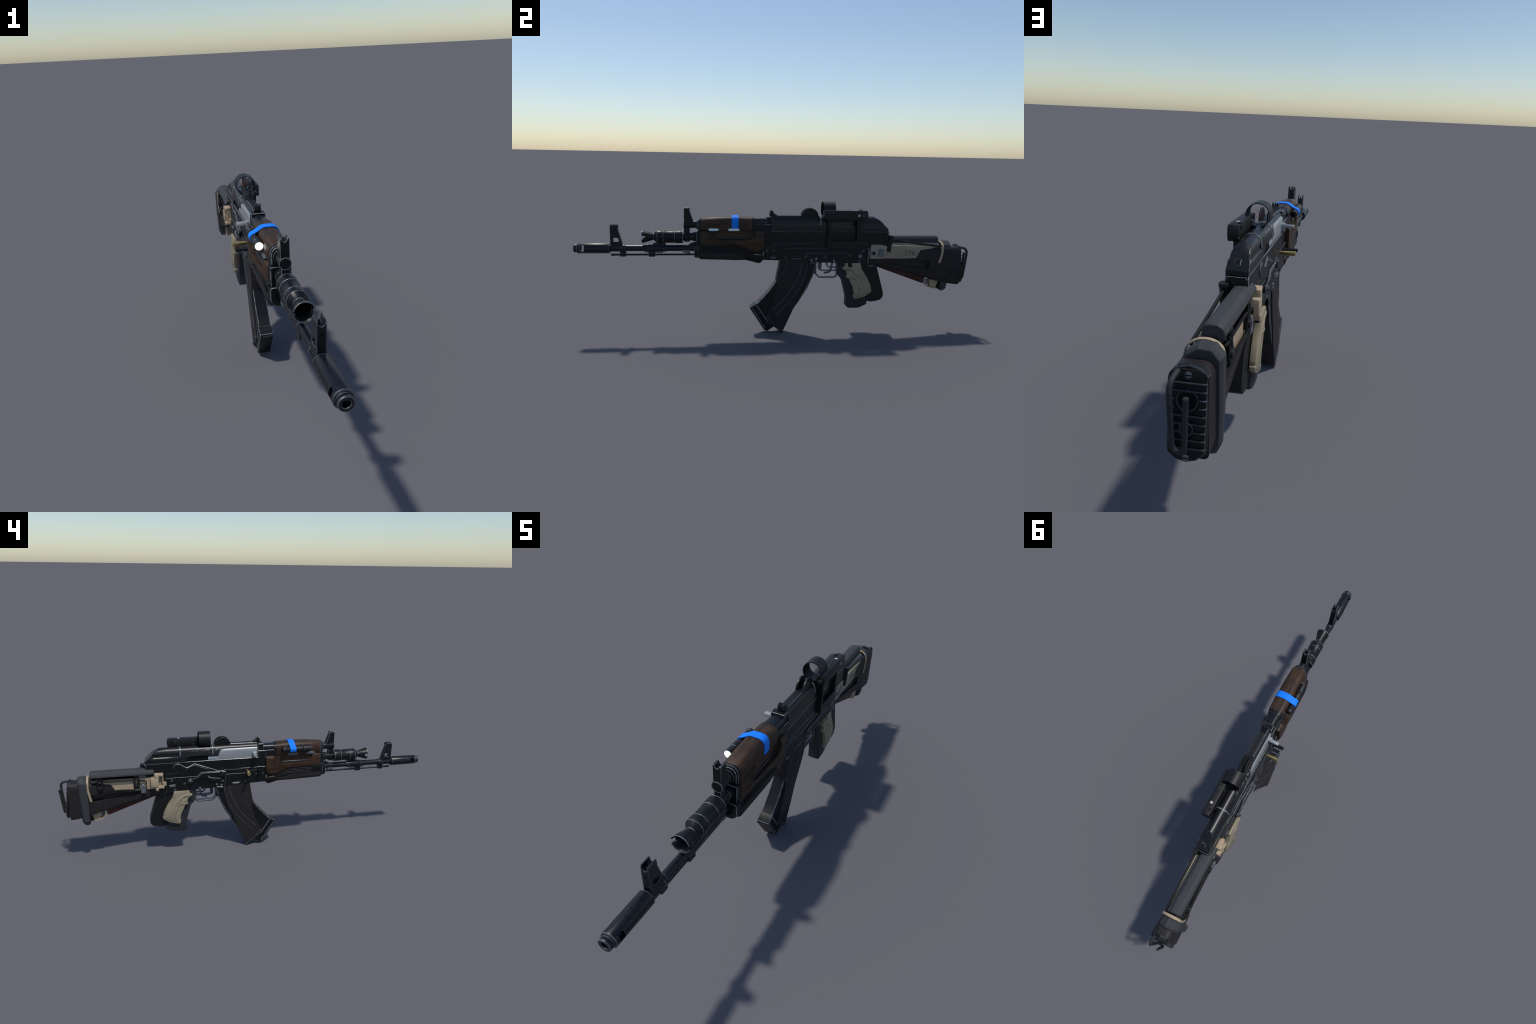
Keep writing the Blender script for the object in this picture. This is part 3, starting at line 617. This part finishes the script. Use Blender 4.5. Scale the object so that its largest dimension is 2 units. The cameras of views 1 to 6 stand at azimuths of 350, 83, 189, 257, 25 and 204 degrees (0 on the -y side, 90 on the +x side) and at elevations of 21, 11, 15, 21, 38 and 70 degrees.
for s in (-1, 1):
    xs = MX + s * 0.0280
    sweep("magazine_rib", [(xs, 0.145, 0.372), (xs, 0.133, 0.304), (xs, 0.101, 0.232), (xs, 0.050, 0.163), (xs, -0.011, 0.099)], 0.0014, 0.0024, RIB, brown, 8)
    sweep("magazine_rib", [(xs, 0.117, 0.374), (xs, 0.101, 0.302), (xs, 0.063, 0.229), (xs, 0.022, 0.172), (xs, -0.030, 0.121)], 0.0014, 0.0028, RIB, brown, 8)
    sweep("magazine_rib", [(xs, 0.044, 0.376), (xs, 0.031, 0.335), (xs, 0.006, 0.300), (xs, -0.010, 0.280)], 0.0012, 0.0016, RIB, brown, 8)
    xk = MX + s * 0.0240
    sweep("magazine_seam", [(xk, 0.1815, 0.360), (xk, 0.171, 0.308), (xk, 0.140, 0.240), (xk, 0.108, 0.185)], 0.0012, 0.0014, EDGE, mag, 8)
    for k in range(7):   # cartridge count ridges down the seam of the two shells
        t = k / 6
        y = 0.034 - 0.048 * t * t - 0.006 * t; z = 0.348 - 0.148 * t
        sweep("count_ridge", [(xs, y + 0.009, z - 0.004), (xs, y - 0.006, z + 0.005)], 0.0012, 0.0013, RIB, brown, 6, curved=False)
    # foot frame of the curved magazine
    sweep("foot_frame", [(xk, -0.113, 0.1500), (xk, -0.055, 0.0600)], 0.002, 0.0030, MIDSTEEL, mag, square=True, curved=False)
    sweep("foot_frame", [(xk, -0.133, 0.1280), (xk, -0.085, 0.0535)], 0.002, 0.0026, MIDSTEEL, mag, square=True, curved=False)
    sweep("foot_frame", [(xk, -0.078, 0.0435), (xk, -0.067, 0.0265)], 0.002, 0.0040, MIDSTEEL, mag, square=True, curved=False)
front_pts = [(-0.1425, 0.1380), (-0.1440, 0.1285), (-0.104, 0.0660), (-0.069, 0.0115), (-0.064, 0.018), (-0.1, 0.075), (-0.135, 0.1315), (-0.108, 0.1535), (-0.111, 0.1580)]
prism("magazine_floor", front_pts, MX - 0.0262, MX + 0.0262, BLACK, mag, 0.0018, EDGE)
front_prism("floor_panel", [(MX - 0.0150, -0.040), (MX + 0.0150, -0.040), (MX + 0.0135, 0.036), (MX - 0.0135, 0.036)], -0.001, 0.0016, OPTIC, mag, 0.001, FAINT).data.transform(
    Matrix.Translation((0, -0.1240, 0.0975)) @ Matrix.Rotation(radians(32.5), 4, 'X'))

for part in [mag, brown] + list(mag.children) + list(brown.children):
    for v in part.data.vertices: v.co.y += (v.co.y + 0.357) * 0.0085

# ================================================================== TRIGGER GROUP
guard = sweep("trigger_guard", [(C, 0.191, 0.372), (C, 0.193, 0.310), (C, 0.200, 0.300), (C, 0.214, 0.2896), (C, 0.290, 0.2896), (C, 0.300, 0.295), (C, 0.3045, 0.305), (C, 0.3020, 0.372)], 0.0122, 0.0036, GUARD, None, square=True, curved=False, bevel=0.0008, edge=WIRE)
sweep("inner_guard", [(C, 0.209, 0.372), (C, 0.209, 0.334), (C, 0.214, 0.328), (C, 0.224, 0.3245), (C, 0.300, 0.3245)], 0.0090, 0.0028, GUARD, guard, square=True, curved=False)
trig = sweep("trigger", [(C, 0.282, 0.375), (C, 0.276, 0.345), (C, 0.270, 0.322), (C, 0.258, 0.3135), (C, 0.239, 0.3110)], 0.0060, 0.0042, GUARD, None, square=True)
sweep("trigger_blade", [(C, 0.249, 0.372), (C, 0.252, 0.352), (C, 0.260, 0.343), (C, 0.275, 0.3405), (C, 0.302, 0.3405)], 0.0055, 0.0032, GUARD, trig, square=True)
catch = prism("magazine_catch", [(0.181, 0.385), (0.181, 0.325), (0.179, 0.3085), (0.194, 0.3085), (0.1955, 0.385)], C - 0.012, C + 0.012, BLACK, None, 0.0015, FAINT)
prism("catch_lever", [(0.206, 0.352), (0.208, 0.385), (0.226, 0.385), (0.222, 0.330), (0.216, 0.330)], C - 0.008, C + 0.008, GUARD, catch, 0.0015, FAINT)
box("catch_pin", C - 0.036, C + 0.037, 0.155, 0.192, 0.3665, 0.3745, GUARD, catch, 0.0012, WIRE)
box("catch_pin", C - 0.0375, C + 0.0385, 0.173, 0.190, 0.3700, 0.3785, BLACK, catch, 0.0012, WIRE)

# ================================================================== GRIP
GC = 0.0128
gpts = [(0.308, 0.372), (0.3075, 0.303), (0.318, 0.291), (0.331, 0.2775), (0.344, 0.232), (0.357, 0.184), (0.3565, 0.138), (0.369, 0.1255), (0.398, 0.1245), (0.427, 0.1265), (0.467, 0.1440), (0.469, 0.165), (0.452, 0.20), (0.438, 0.28), (0.425, 0.372)]
grip = prism("pistol_grip", gpts, GC - 0.0255, GC + 0.0255, GRIPBLACK, None, 0.007, None, seg=3, angle=60)
prism("grip_backstrap", [(0.424, 0.372), (0.509, 0.3575), (0.5135, 0.335), (0.551, 0.213), (0.5525, 0.192), (0.548, 0.178), (0.537, 0.168), (0.515, 0.1625), (0.492, 0.159), (0.464, 0.163), (0.44, 0.25)], -0.0065, 0.0395, BLACKPLASTIC, grip, 0.003, GRIPBLACK, seg=1)
shell_pts = [(0.338, 0.368), (0.336, 0.350), (0.3225, 0.3435), (0.328, 0.337), (0.344, 0.328), (0.351, 0.312), (0.3475, 0.300), (0.3465, 0.292), (0.363, 0.2865), (0.373, 0.262), (0.383, 0.243), (0.3865, 0.236), (0.3845, 0.231), (0.390, 0.226), (0.3875, 0.2205), (0.3925, 0.215), (0.390, 0.2095), (0.3945, 0.205), (0.388, 0.1985), (0.3905, 0.1830), (0.3985, 0.1785), (0.410, 0.180), (0.449, 0.191), (0.4835, 0.2140), (0.4845, 0.228), (0.4785, 0.2335), (0.481, 0.240), (0.472, 0.263), (0.459, 0.289), (0.440, 0.318), (0.4285, 0.334), (0.4225, 0.354), (0.421, 0.368)]
left_pts = [(0.338, 0.368), (0.338, 0.349)] + shell_pts[2:-1] + [(0.421, 0.368), (0.372, 0.368), (0.377, 0.3455), (0.356, 0.3465), (0.352, 0.368)]
for s in (-1, 1):
    xa, xb = sorted((GC + s * 0.0215, GC + s * 0.0415))
    sh = prism("grip_shell", shell_pts if s < 0 else left_pts, xa, xb, TANGRIP, grip, 0.0045, None, seg=2, angle=40)
    xo = GC + s * 0.0415
    # raised rim of the thumb shelf, inset panel line and heel seam
    sweep("thumb_ridge", [(xo - s * 0.003, 0.327, 0.3415), (xo - s * 0.0005, 0.345, 0.3435), (xo, 0.372, 0.3370), (xo - s * 0.0005, 0.402, 0.3100), (xo - s * 0.002, 0.425, 0.272), (xo - s * 0.003, 0.440, 0.235)], 0.0035, 0.0065, TANGRIP, grip, 10)
    sweep("panel_seam", [(xo - s * 0.0003, 0.365, 0.2855), (xo - s * 0.0003, 0.392, 0.2855), (xo - s * 0.0003, 0.399, 0.2815), (xo - s * 0.0003, 0.421, 0.225), (xo - s * 0.0003, 0.418, 0.208), (xo - s * 0.0003, 0.393, 0.199)], 0.0007, 0.0009, GRIPBLACK, grip, 6, curved=False)
    sweep("panel_seam", [(xo - s * 0.0003, 0.397, 0.1885), (xo - s * 0.0003, 0.440, 0.2000), (xo - s * 0.0003, 0.481, 0.2220)], 0.0007, 0.0007, GRIPBLACK, grip, 6)
    sweep("thumb_ridge", [(xo - s * 0.002, 0.350, 0.296), (xo - s * 0.0005, 0.372, 0.2960), (xo - s * 0.0015, 0.392, 0.303)], 0.003, 0.0042, TANGRIP, grip, 8)
    sweep("panel_seam", [(xo - s * 0.0003, 0.345, 0.331), (xo - s * 0.0003, 0.374, 0.328), (xo - s * 0.0003, 0.384, 0.316), (xo - s * 0.0003, 0.375, 0.304)], 0.0007, 0.0009, GRIPBLACK, grip, 6)
    xg = GC + s * 0.0230
    sweep("red_scuff", [(xg, 0.3335, 0.276), (xg, 0.344, 0.248), (xg, 0.353, 0.216), (xg, 0.3555, 0.198)], 0.0018, 0.0018, REDWEAR, grip, 6)
box("red_scuff", GC - 0.014, GC + 0.014, 0.3055, 0.3085, 0.330, 0.362, REDWEAR, grip, 0)

# ================================================================== STOCK
SX = 0.0150
sst = [(0.487, 0.0275, 0.358, 0.4550), (0.53, 0.0285, 0.346, 0.4580), (0.60, 0.030, 0.330, 0.4600), (0.70, 0.032, 0.306, 0.4560), (0.80, 0.0355, 0.281, 0.4500), (0.82, 0.040, 0.275, 0.4500),
       (0.856, 0.0410, 0.266, 0.4490), (0.894, 0.0425, 0.2565, 0.4505), (0.930, 0.0432, 0.2515, 0.4515), (0.951, 0.0432, 0.2505, 0.4515)]
recess = [(0.528, 0.3830), (0.712, 0.3850), (0.787, 0.3720), (0.783, 0.3300), (0.660, 0.3480), (0.556, 0.3640)]
recess_right = [(0.846, 0.3780), (0.770, 0.3880), (0.700, 0.3950), (0.600, 0.3880), (0.553, 0.3750), (0.660, 0.3630), (0.846, 0.3450)]
stock = loft("stock_body", [rrect(y, SX, hw, z0, z1, 0.026, 0.012, 6) for y, hw, z0, z1 in sst], PLASTIC, None, 0.0012, None,
             cuts=[cutter(recess, SX + 0.021, 0.2), cutter(recess_right, -0.2, SX - 0.0200)])
box("recess_floor", SX - 0.0215, SX - 0.0195, 0.560, 0.84, 0.345, 0.394, BLACKPLASTIC, stock, 0)
prism("recess_floor", [(0.53, 0.386), (0.60, 0.386), (0.595, 0.368), (0.555, 0.366)], SX + 0.0195, SX + 0.0215, WOODRED, stock, 0)
tan_pts = [(0.4690, 0.3880), (0.4700, 0.4630), (0.517, 0.4640), (0.553, 0.4560), (0.581, 0.4590), (0.700, 0.4555), (0.804, 0.4500), (0.799, 0.4425), (0.737, 0.4330), (0.7130, 0.3910), (0.62, 0.3890), (0.553, 0.3905), (0.52, 0.3878)]
tan = prism("stock_tube", tan_pts, SX - 0.0335, SX + 0.0335, TANPALE, None, 0.003, None, seg=2, angle=50)
lathe_y("tube_top", [(0.575, 0.0262), (0.838, 0.0262)], SX, 0.4455, TANPALE, tan, 28)
prism("tube_cover", [(0.537, 0.391), (0.537, 0.454), (0.581, 0.4600), (0.700, 0.4565), (0.804, 0.4510), (0.800, 0.4420), (0.7385, 0.4325), (0.714, 0.3895), (0.62, 0.3885)], SX - 0.0352, SX - 0.030, TAN, tan, 0.0015, None)

# printed number on the left side
cu = bpy.data.curves.new("stock_number", 'FONT'); cu.body = "276"; cu.size = 0.0365; cu.extrude = 0.0004; cu.space_character = 1.06; cu.offset = -0.00035
to = bpy.data.objects.new("tmp", cu); scene.collection.objects.link(to)
bpy.context.view_layer.update()
me = bpy.data.meshes.new_from_object(to.evaluated_get(bpy.context.evaluated_depsgraph_get()))
bpy.data.objects.remove(to); bpy.data.curves.remove(cu)
xsn = [v.co.x for v in me.vertices]; w = max(xsn) - min(xsn)
me.transform(Matrix.Translation((SX + 0.0338, 0.6485 - min(xsn) * 0.056 / w, 0.4070)) @ Matrix(((0, 0, 1, 0), (1, 0, 0, 0), (0, 1, 0, 0), (0, 0, 0, 1))) @ Matrix.Diagonal((0.056 / w, 1, 1, 1)))
me.name = "stock_number"
num = bpy.data.objects.new("stock_number", me); scene.collection.objects.link(num); num.parent = tan
me.materials.clear(); me.materials.append(TANDARK)
box("faded_mark", SX + 0.0325, SX + 0.0338, 0.599, 0.632, 0.4165, 0.4200, SMUDGE, tan, 0)

# left fittings
XL = SX + 0.0335
prism("stock_panel", [(0.5075, 0.402), (0.511, 0.3985), (0.534, 0.3985), (0.5385, 0.403), (0.5395, 0.436), (0.535, 0.4415), (0.513, 0.4405), (0.5085, 0.436)], XL - 0.002, XL + 0.0014, MIDSTEEL, tan, 0.001, MIDSTEEL)
lathe_x("hinge_eye", [(XL - 0.002, 0.0125), (XL + 0.0022, 0.0115), (XL + 0.0022, 0.008), (XL + 0.0003, 0.0075), (XL + 0.0003, 0.0001)], 0.486, 0.4175, MIDSTEEL, tan, 20, 0.0006, EDGE)
lathe_x("hinge_eye_hole", [(XL, 0.0074), (XL + 0.0006, 0.0074)], 0.486, 0.4175, VOID, tan, 18)
prism("hinge_plate", [(0.449, 0.386), (0.455, 0.4275), (0.478, 0.4275), (0.478, 0.4090), (0.466, 0.4080), (0.461, 0.386)], XL - 0.010, XL + 0.001, MIDSTEEL, tan, 0.0016, EDGE)
box("hinge_pin", C - 0.006, C + 0.030, 0.4585, 0.498, 0.349, 0.3535, MIDSTEEL, receiver, 0.001, EDGE)
box("hinge_strip", LX - 0.008, LX - 0.0005, 0.4570, 0.4620, 0.364, 0.446, MIDSTEEL, receiver, 0.001, EDGE)

# knob post with rod running back along the left side
knob = lathe_y("sling_post", [(0, 0.0105), (0.072, 0.0118), (0.073, 0.0135), (0.082, 0.0138), (0.0845, 0.0125)], 0, 0, BLACKPLASTIC, None, 20)
knob.data.transform(Matrix.Translation((0.0470, 0.5640, 0.4260)) @ Matrix.Rotation(radians(-6), 4, 'X') @ Matrix.Rotation(radians(90), 4, 'X'))
sweep("sling_rod", [(0.0465, 0.570, 0.4900), (0.0470, 0.70, 0.4710), (0.0475, 0.840, 0.4535)], 0.0050, 0.0050, BLACKPLASTIC, knob, 10)

# right fittings: hinge block, clip, adjuster frame
hinge = box("hinge_block", -0.0445, SX - 0.026, 0.4965, 0.5370, 0.4080, 0.4580, TAN, None, 0.004, None, seg=2)
box("hinge_barrel", -0.0430, SX - 0.026, 0.4945, 0.5170, 0.4520, 0.4790, TAN, hinge, 0.003, None, seg=2)
box("hinge_arm", -0.0400, SX - 0.026, 0.4710, 0.4975, 0.4660, 0.4780, TAN, hinge, 0.002, None, seg=2)
box("hinge_arm", -0.0350, SX - 0.026, 0.4710, 0.4770, 0.4010, 0.4720, TAN, hinge, 0.0015, None)
box("hinge_arm", -0.0400, SX - 0.026, 0.4680, 0.5060, 0.3975, 0.4090, TAN, hinge, 0.002, None, seg=2)
box("hinge_arm", -0.0250, SX - 0.026, 0.4560, 0.4720, 0.4050, 0.4250, TAN, hinge, 0.0015, None)
box("hinge_barrel", -0.0430, SX - 0.026, 0.4965, 0.5130, 0.3860, 0.4060, TAN, hinge, 0.003, None, seg=2)
o = lathe_y("hinge_screw", [(0, 0.0075), (0.008, 0.0075)], 0, 0, BLACKPLASTIC, hinge, 14); o.data.transform(Matrix.Translation((-0.033, 0.502, 0.379)) @ Matrix.Rotation(radians(90), 4, 'X'))
clip = prism("silver_clip", [(0.5620, 0.3760), (0.5635, 0.4020), (0.560, 0.4080), (0.561, 0.4150), (0.569, 0.4170), (0.570, 0.4250), (0.582, 0.4250), (0.583, 0.4170), (0.590, 0.4140), (0.591, 0.4070), (0.588, 0.4020), (0.589, 0.3770)], -0.0345, -0.0215, MIDSTEEL, None, 0.0015, EDGE)
XR0, XR1 = -0.0310, -0.0235
frame = box("adjuster_frame", XR0, XR1, 0.5950, 0.8340, 0.4490, 0.4545, BLACKPLASTIC, None, 0.001, None)
for y in (0.6080, 0.7910):
    box("adjuster_leg", XR0 - 0.001, XR1 + 0.006, y - 0.0150, y + 0.0150, 0.402, 0.482, BLACKPLASTIC, frame, 0.002, None,
        cuts=[cutter(capsule_pts(y - 0.0005, y + 0.0005, 0.468, 0.0055) if False else [(y - 0.006, 0.428), (y + 0.006, 0.428), (y + 0.006, 0.470), (y - 0.006, 0.470)], -0.2, 0.2)])
    lathe_x("adjuster_screw", [(XR0 + 0.002, 0.0125), (XR0 - 0.0065, 0.0115), (XR0 - 0.0070, 0.010)], y, 0.416, BLACKPLASTIC, frame, 12, 0.001, GRIPBLACK)
box("adjuster_rail", XR0, XR1 + 0.004, 0.5950, 0.8340, 0.466, 0.478, BLACKPLASTIC, frame, 0.001, None)
sweep("adjuster_hook", [(-0.0300, 0.594, 0.4445), (-0.0300, 0.566, 0.4445), (-0.0300, 0.559, 0.4390), (-0.0300, 0.559, 0.4250)], 0.003, 0.0026, BLACKPLASTIC, frame, square=True, curved=False)
sweep("adjuster_hook", [(-0.0300, 0.559, 0.415), (-0.0300, 0.559, 0.400)], 0.003, 0.0026, BLACKPLASTIC, frame, square=True, curved=False)
sweep("strap_fold", [(-0.026, 0.845, 0.3640), (-0.030, 0.770, 0.3890), (-0.031, 0.70, 0.3980), (-0.029, 0.62, 0.3930)], 0.003, 0.0060, BLACKPLASTIC, frame, square=True)

# cheek rest
KX = 0.0005
csec = lambda y, g=0.0: [(KX + a * (1 - g), y, 0.47 + (z - 0.47) * (1 - g * 0.8)) for a, z in
        ((-0.0315, 0.466), (-0.0315, 0.484), (-0.0255, 0.495), (-0.0120, 0.5030), (0.0080, 0.5035), (0.0180, 0.5010), (0.0260, 0.4900), (0.0270, 0.466))]
cheek = loft("cheek_rest", [csec(0.560, 0.06), csec(0.566), csec(0.829), csec(0.8365, 0.10)], GREY, None, 0.0012, None, smooth=12)
fl = lambda y: [(KX - 0.0319, y, 0.4765), (KX - 0.0319, y, 0.4855), (KX - 0.0255, y, 0.4958), (KX - 0.016, y, 0.5005), (KX - 0.0245, y, 0.4800)]
loft("cheek_wing", [fl(0.518), fl(0.60)], GREY, cheek, 0.0012, None, smooth=12)

# tan hoop around the stock
def hoop_path(pts, hw, ht, name, mat, parent):
    return sweep(name, pts, hw, ht, mat, parent, square=True, up=(0, 1, 0), k=6)
band = sweep("tan_hoop", [(0.0572, 0.836, 0.368), (0.0580, 0.8445, 0.400), (0.0575, 0.8500, 0.432), (0.0510, 0.8515, 0.455), (0.0330, 0.851, 0.4690), (0.0130, 0.8505, 0.4735), (-0.0080, 0.8505, 0.4705), (-0.0260, 0.851, 0.458), (-0.0320, 0.8525, 0.438), (-0.0320, 0.850, 0.405), (-0.0300, 0.841, 0.350)],
        0.0055, 0.0018, TAN, None, square=True, up=(0, 1, 0), k=6)

# heavy faceted strap
def strap_ring(y_of, g):
    base = [(0.0450, 0.222), (0.0525, 0.245), (0.0530, 0.340), (0.0530, 0.439), (0.0410, 0.460), (0.0140, 0.4780), (-0.0200, 0.4765), (-0.0400, 0.453), (-0.0400, 0.340), (-0.0355, 0.240), (-0.0240, 0.216), (0.0, 0.214), (0.03, 0.214)]
    cx, cz = 0.0085, 0.35
    return [(cx + (x - cx) * (1 - g * 0.11), y_of(z), cz + (z - cz) * (1 - g * 0.040)) for x, z in base]
def yline(top, bottom): return lambda z: bottom + (top - bottom) * (z - 0.214) / (0.48 - 0.214)
strap = loft("stock_strap", [strap_ring(yline(0.855, 0.856), 1.0), strap_ring(yline(0.867, 0.864), 0.0), strap_ring(yline(0.892, 0.879), 0.0), strap_ring(yline(0.9020, 0.889), 1.0)], GREY, None, 0.0015, None, smooth=12)
box("strap_block", -0.006, 0.030, 0.856, 0.898, 0.222, 0.262, GRIPBLACK, strap, 0.004, None, seg=2)
box("strap_badge", SX + 0.041, SX + 0.0452, 0.919, 0.951, 0.297, 0.3365, BLACK, strap, 0.0012, FAINT)
box("strap_badge", SX + 0.040, SX + 0.0442, 0.896, 0.919, 0.302, 0.332, BLACKPLASTIC, strap, 0.0012, None)

# sling mount below
sl = sweep("sling_mount", [(SX, 0.774, 0.286), (SX, 0.780, 0.252), (SX, 0.795, 0.2370), (SX, 0.832, 0.2270), (SX, 0.848, 0.274)], 0.0190, 0.0032, TAN, None, square=True, curved=False, bevel=0.001)
prism("mount_web", [(0.8000, 0.276), (0.8080, 0.2370), (0.836, 0.2300), (0.846, 0.268)], SX - 0.016, SX + 0.016, TAN, sl, 0.002, None)
prism("mount_plate", [(0.781, 0.275), (0.786, 0.2480), (0.800, 0.2440), (0.806, 0.272)], SX - 0.008, SX + 0.008, MIDSTEEL, sl, 0.001)
box("mount_pad", SX - 0.012, SX + 0.012, 0.838, 0.862, 0.226, 0.270, BLACKPLASTIC, sl, 0.003)

# red wooden wedge
wedge = prism("wood_wedge", [(0.500, 0.368), (0.514, 0.3435), (0.762, 0.2545), (0.774, 0.285), (0.70, 0.315)], SX - 0.0175, SX + 0.0175, WOODRED, None, 0.003, None, seg=2)
prism("wedge_cap", [(0.7625, 0.2540), (0.767, 0.2550), (0.7795, 0.285), (0.772, 0.287)], SX - 0.0179, SX + 0.0179, MIDSTEEL, wedge, 0.001)

# butt plate with ribs, screws, recess and wire hook (the plate leans back towards its toe)
def lean(z): return (0.36 - z) * 0.115
def butt_ring(y, g):
    base = [(0.0425, 0.272), (0.0430, 0.350), (0.0430, 0.436), (0.0270, 0.4550), (0.0, 0.4615), (-0.0280, 0.4550), (-0.0425, 0.4400), (-0.0430, 0.350), (-0.0415, 0.2740), (-0.0220, 0.2580), (0.0015, 0.2520), (0.0255, 0.2580)]
    return [(SX + x * (1 - g), y + lean(z), 0.36 + (z - 0.36) * (1 - g * 0.4)) for x, z in base]
butt = loft("butt_plate", [butt_ring(0.945, 0.0), butt_ring(0.9535, 0.0), butt_ring(0.960, 0.05)], BLACK, None, 0.002, RIB, smooth=20)
def butt_part(ob):
    for v in ob.data.vertices: v.co.y += lean(v.co.z)
    return ob
YB = 0.9570
def ridge(xa, xb, z, edge):
    butt_part(prism("butt_rib", [(YB, z - 0.0060), (YB + 0.0072, z + 0.0005), (YB + 0.0072, z + 0.0036), (YB, z + 0.0048)], xa, xb, BLACK, butt, 0.0014, edge))
for k in range(9):
    z = 0.4215 - 0.0172 * k
    if k in (2, 3):     # ribs broken by the round recess
        ridge(SX + 0.025, SX + 0.0405, z, RIB); ridge(SX - 0.0402, SX - 0.025, z, FAINT)  # paler edge on the right ends draws their specular glint
    else:
        ridge(SX - 0.0402, SX + 0.0405, z, RIB)
butt_part(lathe_y("butt_recess", [(YB + 0.001, 0.0245), (YB + 0.0062, 0.0245), (YB + 0.0066, 0.0222), (YB + 0.0050, 0.0212), (YB + 0.0050, 0.0001)], SX, 0.3860, VOID, butt, 12, 0.0008, RIB))
butt_part(lathe_y("butt_boss", [(YB, 0.0155), (YB + 0.0085, 0.0155), (YB + 0.0090, 0.0138), (YB + 0.0078, 0.0130), (YB + 0.0078, 0.0001)], SX, 0.3270, BLACK, butt, 20, 0.0008, RIB))
for z in (0.4390, 0.2640):
    butt_part(lathe_y("butt_screw", [(YB, 0.0080), (YB + 0.004, 0.0078), (YB + 0.0050, 0.006)], SX, z, MIDSTEEL, butt, 16))
    butt_part(box("screw_slot", SX - 0.007, SX + 0.007, YB + 0.0045, YB + 0.0054, z - 0.001, z + 0.001, VOID, butt, 0))
hook = sweep("wire_hook", [(0.0360, 0.945, 0.4450), (0.0380, 0.966, 0.4440), (0.0400, 0.982, 0.4370), (0.0415, 0.9890, 0.4200), (0.0418, 0.9880, 0.4000), (0.0415, 0.9830, 0.340), (0.0410, 0.9790, 0.302), (0.0385, 0.9780, 0.289), (0.0310, 0.9785, 0.2805), (0.0190, 0.9805, 0.2840), (0.0130, 0.9830, 0.2940), (0.0100, 0.9875, 0.350), (0.0060, 0.9935, 0.4120)],
        0.0060, 0.0060, GRIPBLACK, None, 12, up=(1, 0, 0.2), k=6)

# ================================================================== TORCH + TAPE
TXX, TZ = -0.0350, 0.5695
torch = lathe_y("torch", [(-0.3235, 0.0001), (-0.3235, 0.0135), (-0.3250, 0.0138), (-0.3250, 0.0148), (-0.290, 0.0148), (-0.288, 0.0130), (-0.286, 0.0130), (-0.285, 0.0145), (-0.256, 0.0145), (-0.254, 0.0128), (-0.180, 0.0128), (-0.179, 0.0148), (-0.170, 0.0145), (-0.1675, 0.012), (-0.1675, 0.0001)], TXX, TZ, TORCH, None, 24, 0.0006, FAINT)
lathe_y("torch_lens", [(-0.3232, 0.0134), (-0.3246, 0.0130)], TXX, TZ, LAMP, torch, 24)
lathe_y("torch_button", [(-0.170, 0.0075), (-0.1640, 0.0070), (-0.1625, 0.005)], TXX, TZ, VOID, torch, 14)
# tape wraps over the wooden handguard and around the torch
th = 0.0012
YT = -0.2225
path = [(C + 0.0392, YT, 0.545), (C + 0.0394, YT, 0.575), (C + 0.0368, YT, 0.5885), (C + 0.0290, YT, 0.5985), (C + 0.0170, YT, 0.6030), (C + 0.001, YT, 0.6036), (C - 0.0120, YT, 0.6034), (C - 0.0200, YT, 0.6016), (C - 0.0270, YT, 0.5978),
        (C - 0.0380, YT - 0.0005, 0.5905), (-0.0350, YT - 0.001, 0.5845), (-0.0430, YT - 0.0015, 0.5810), (-0.0485, YT - 0.0015, 0.5740), (-0.0492, YT - 0.0015, 0.5660), (-0.0460, YT - 0.0015, 0.5570)]
tape = sweep("blue_tape", path, 0.0165, th, BLUE, None, square=True, up=(0, 1, 0), k=5)
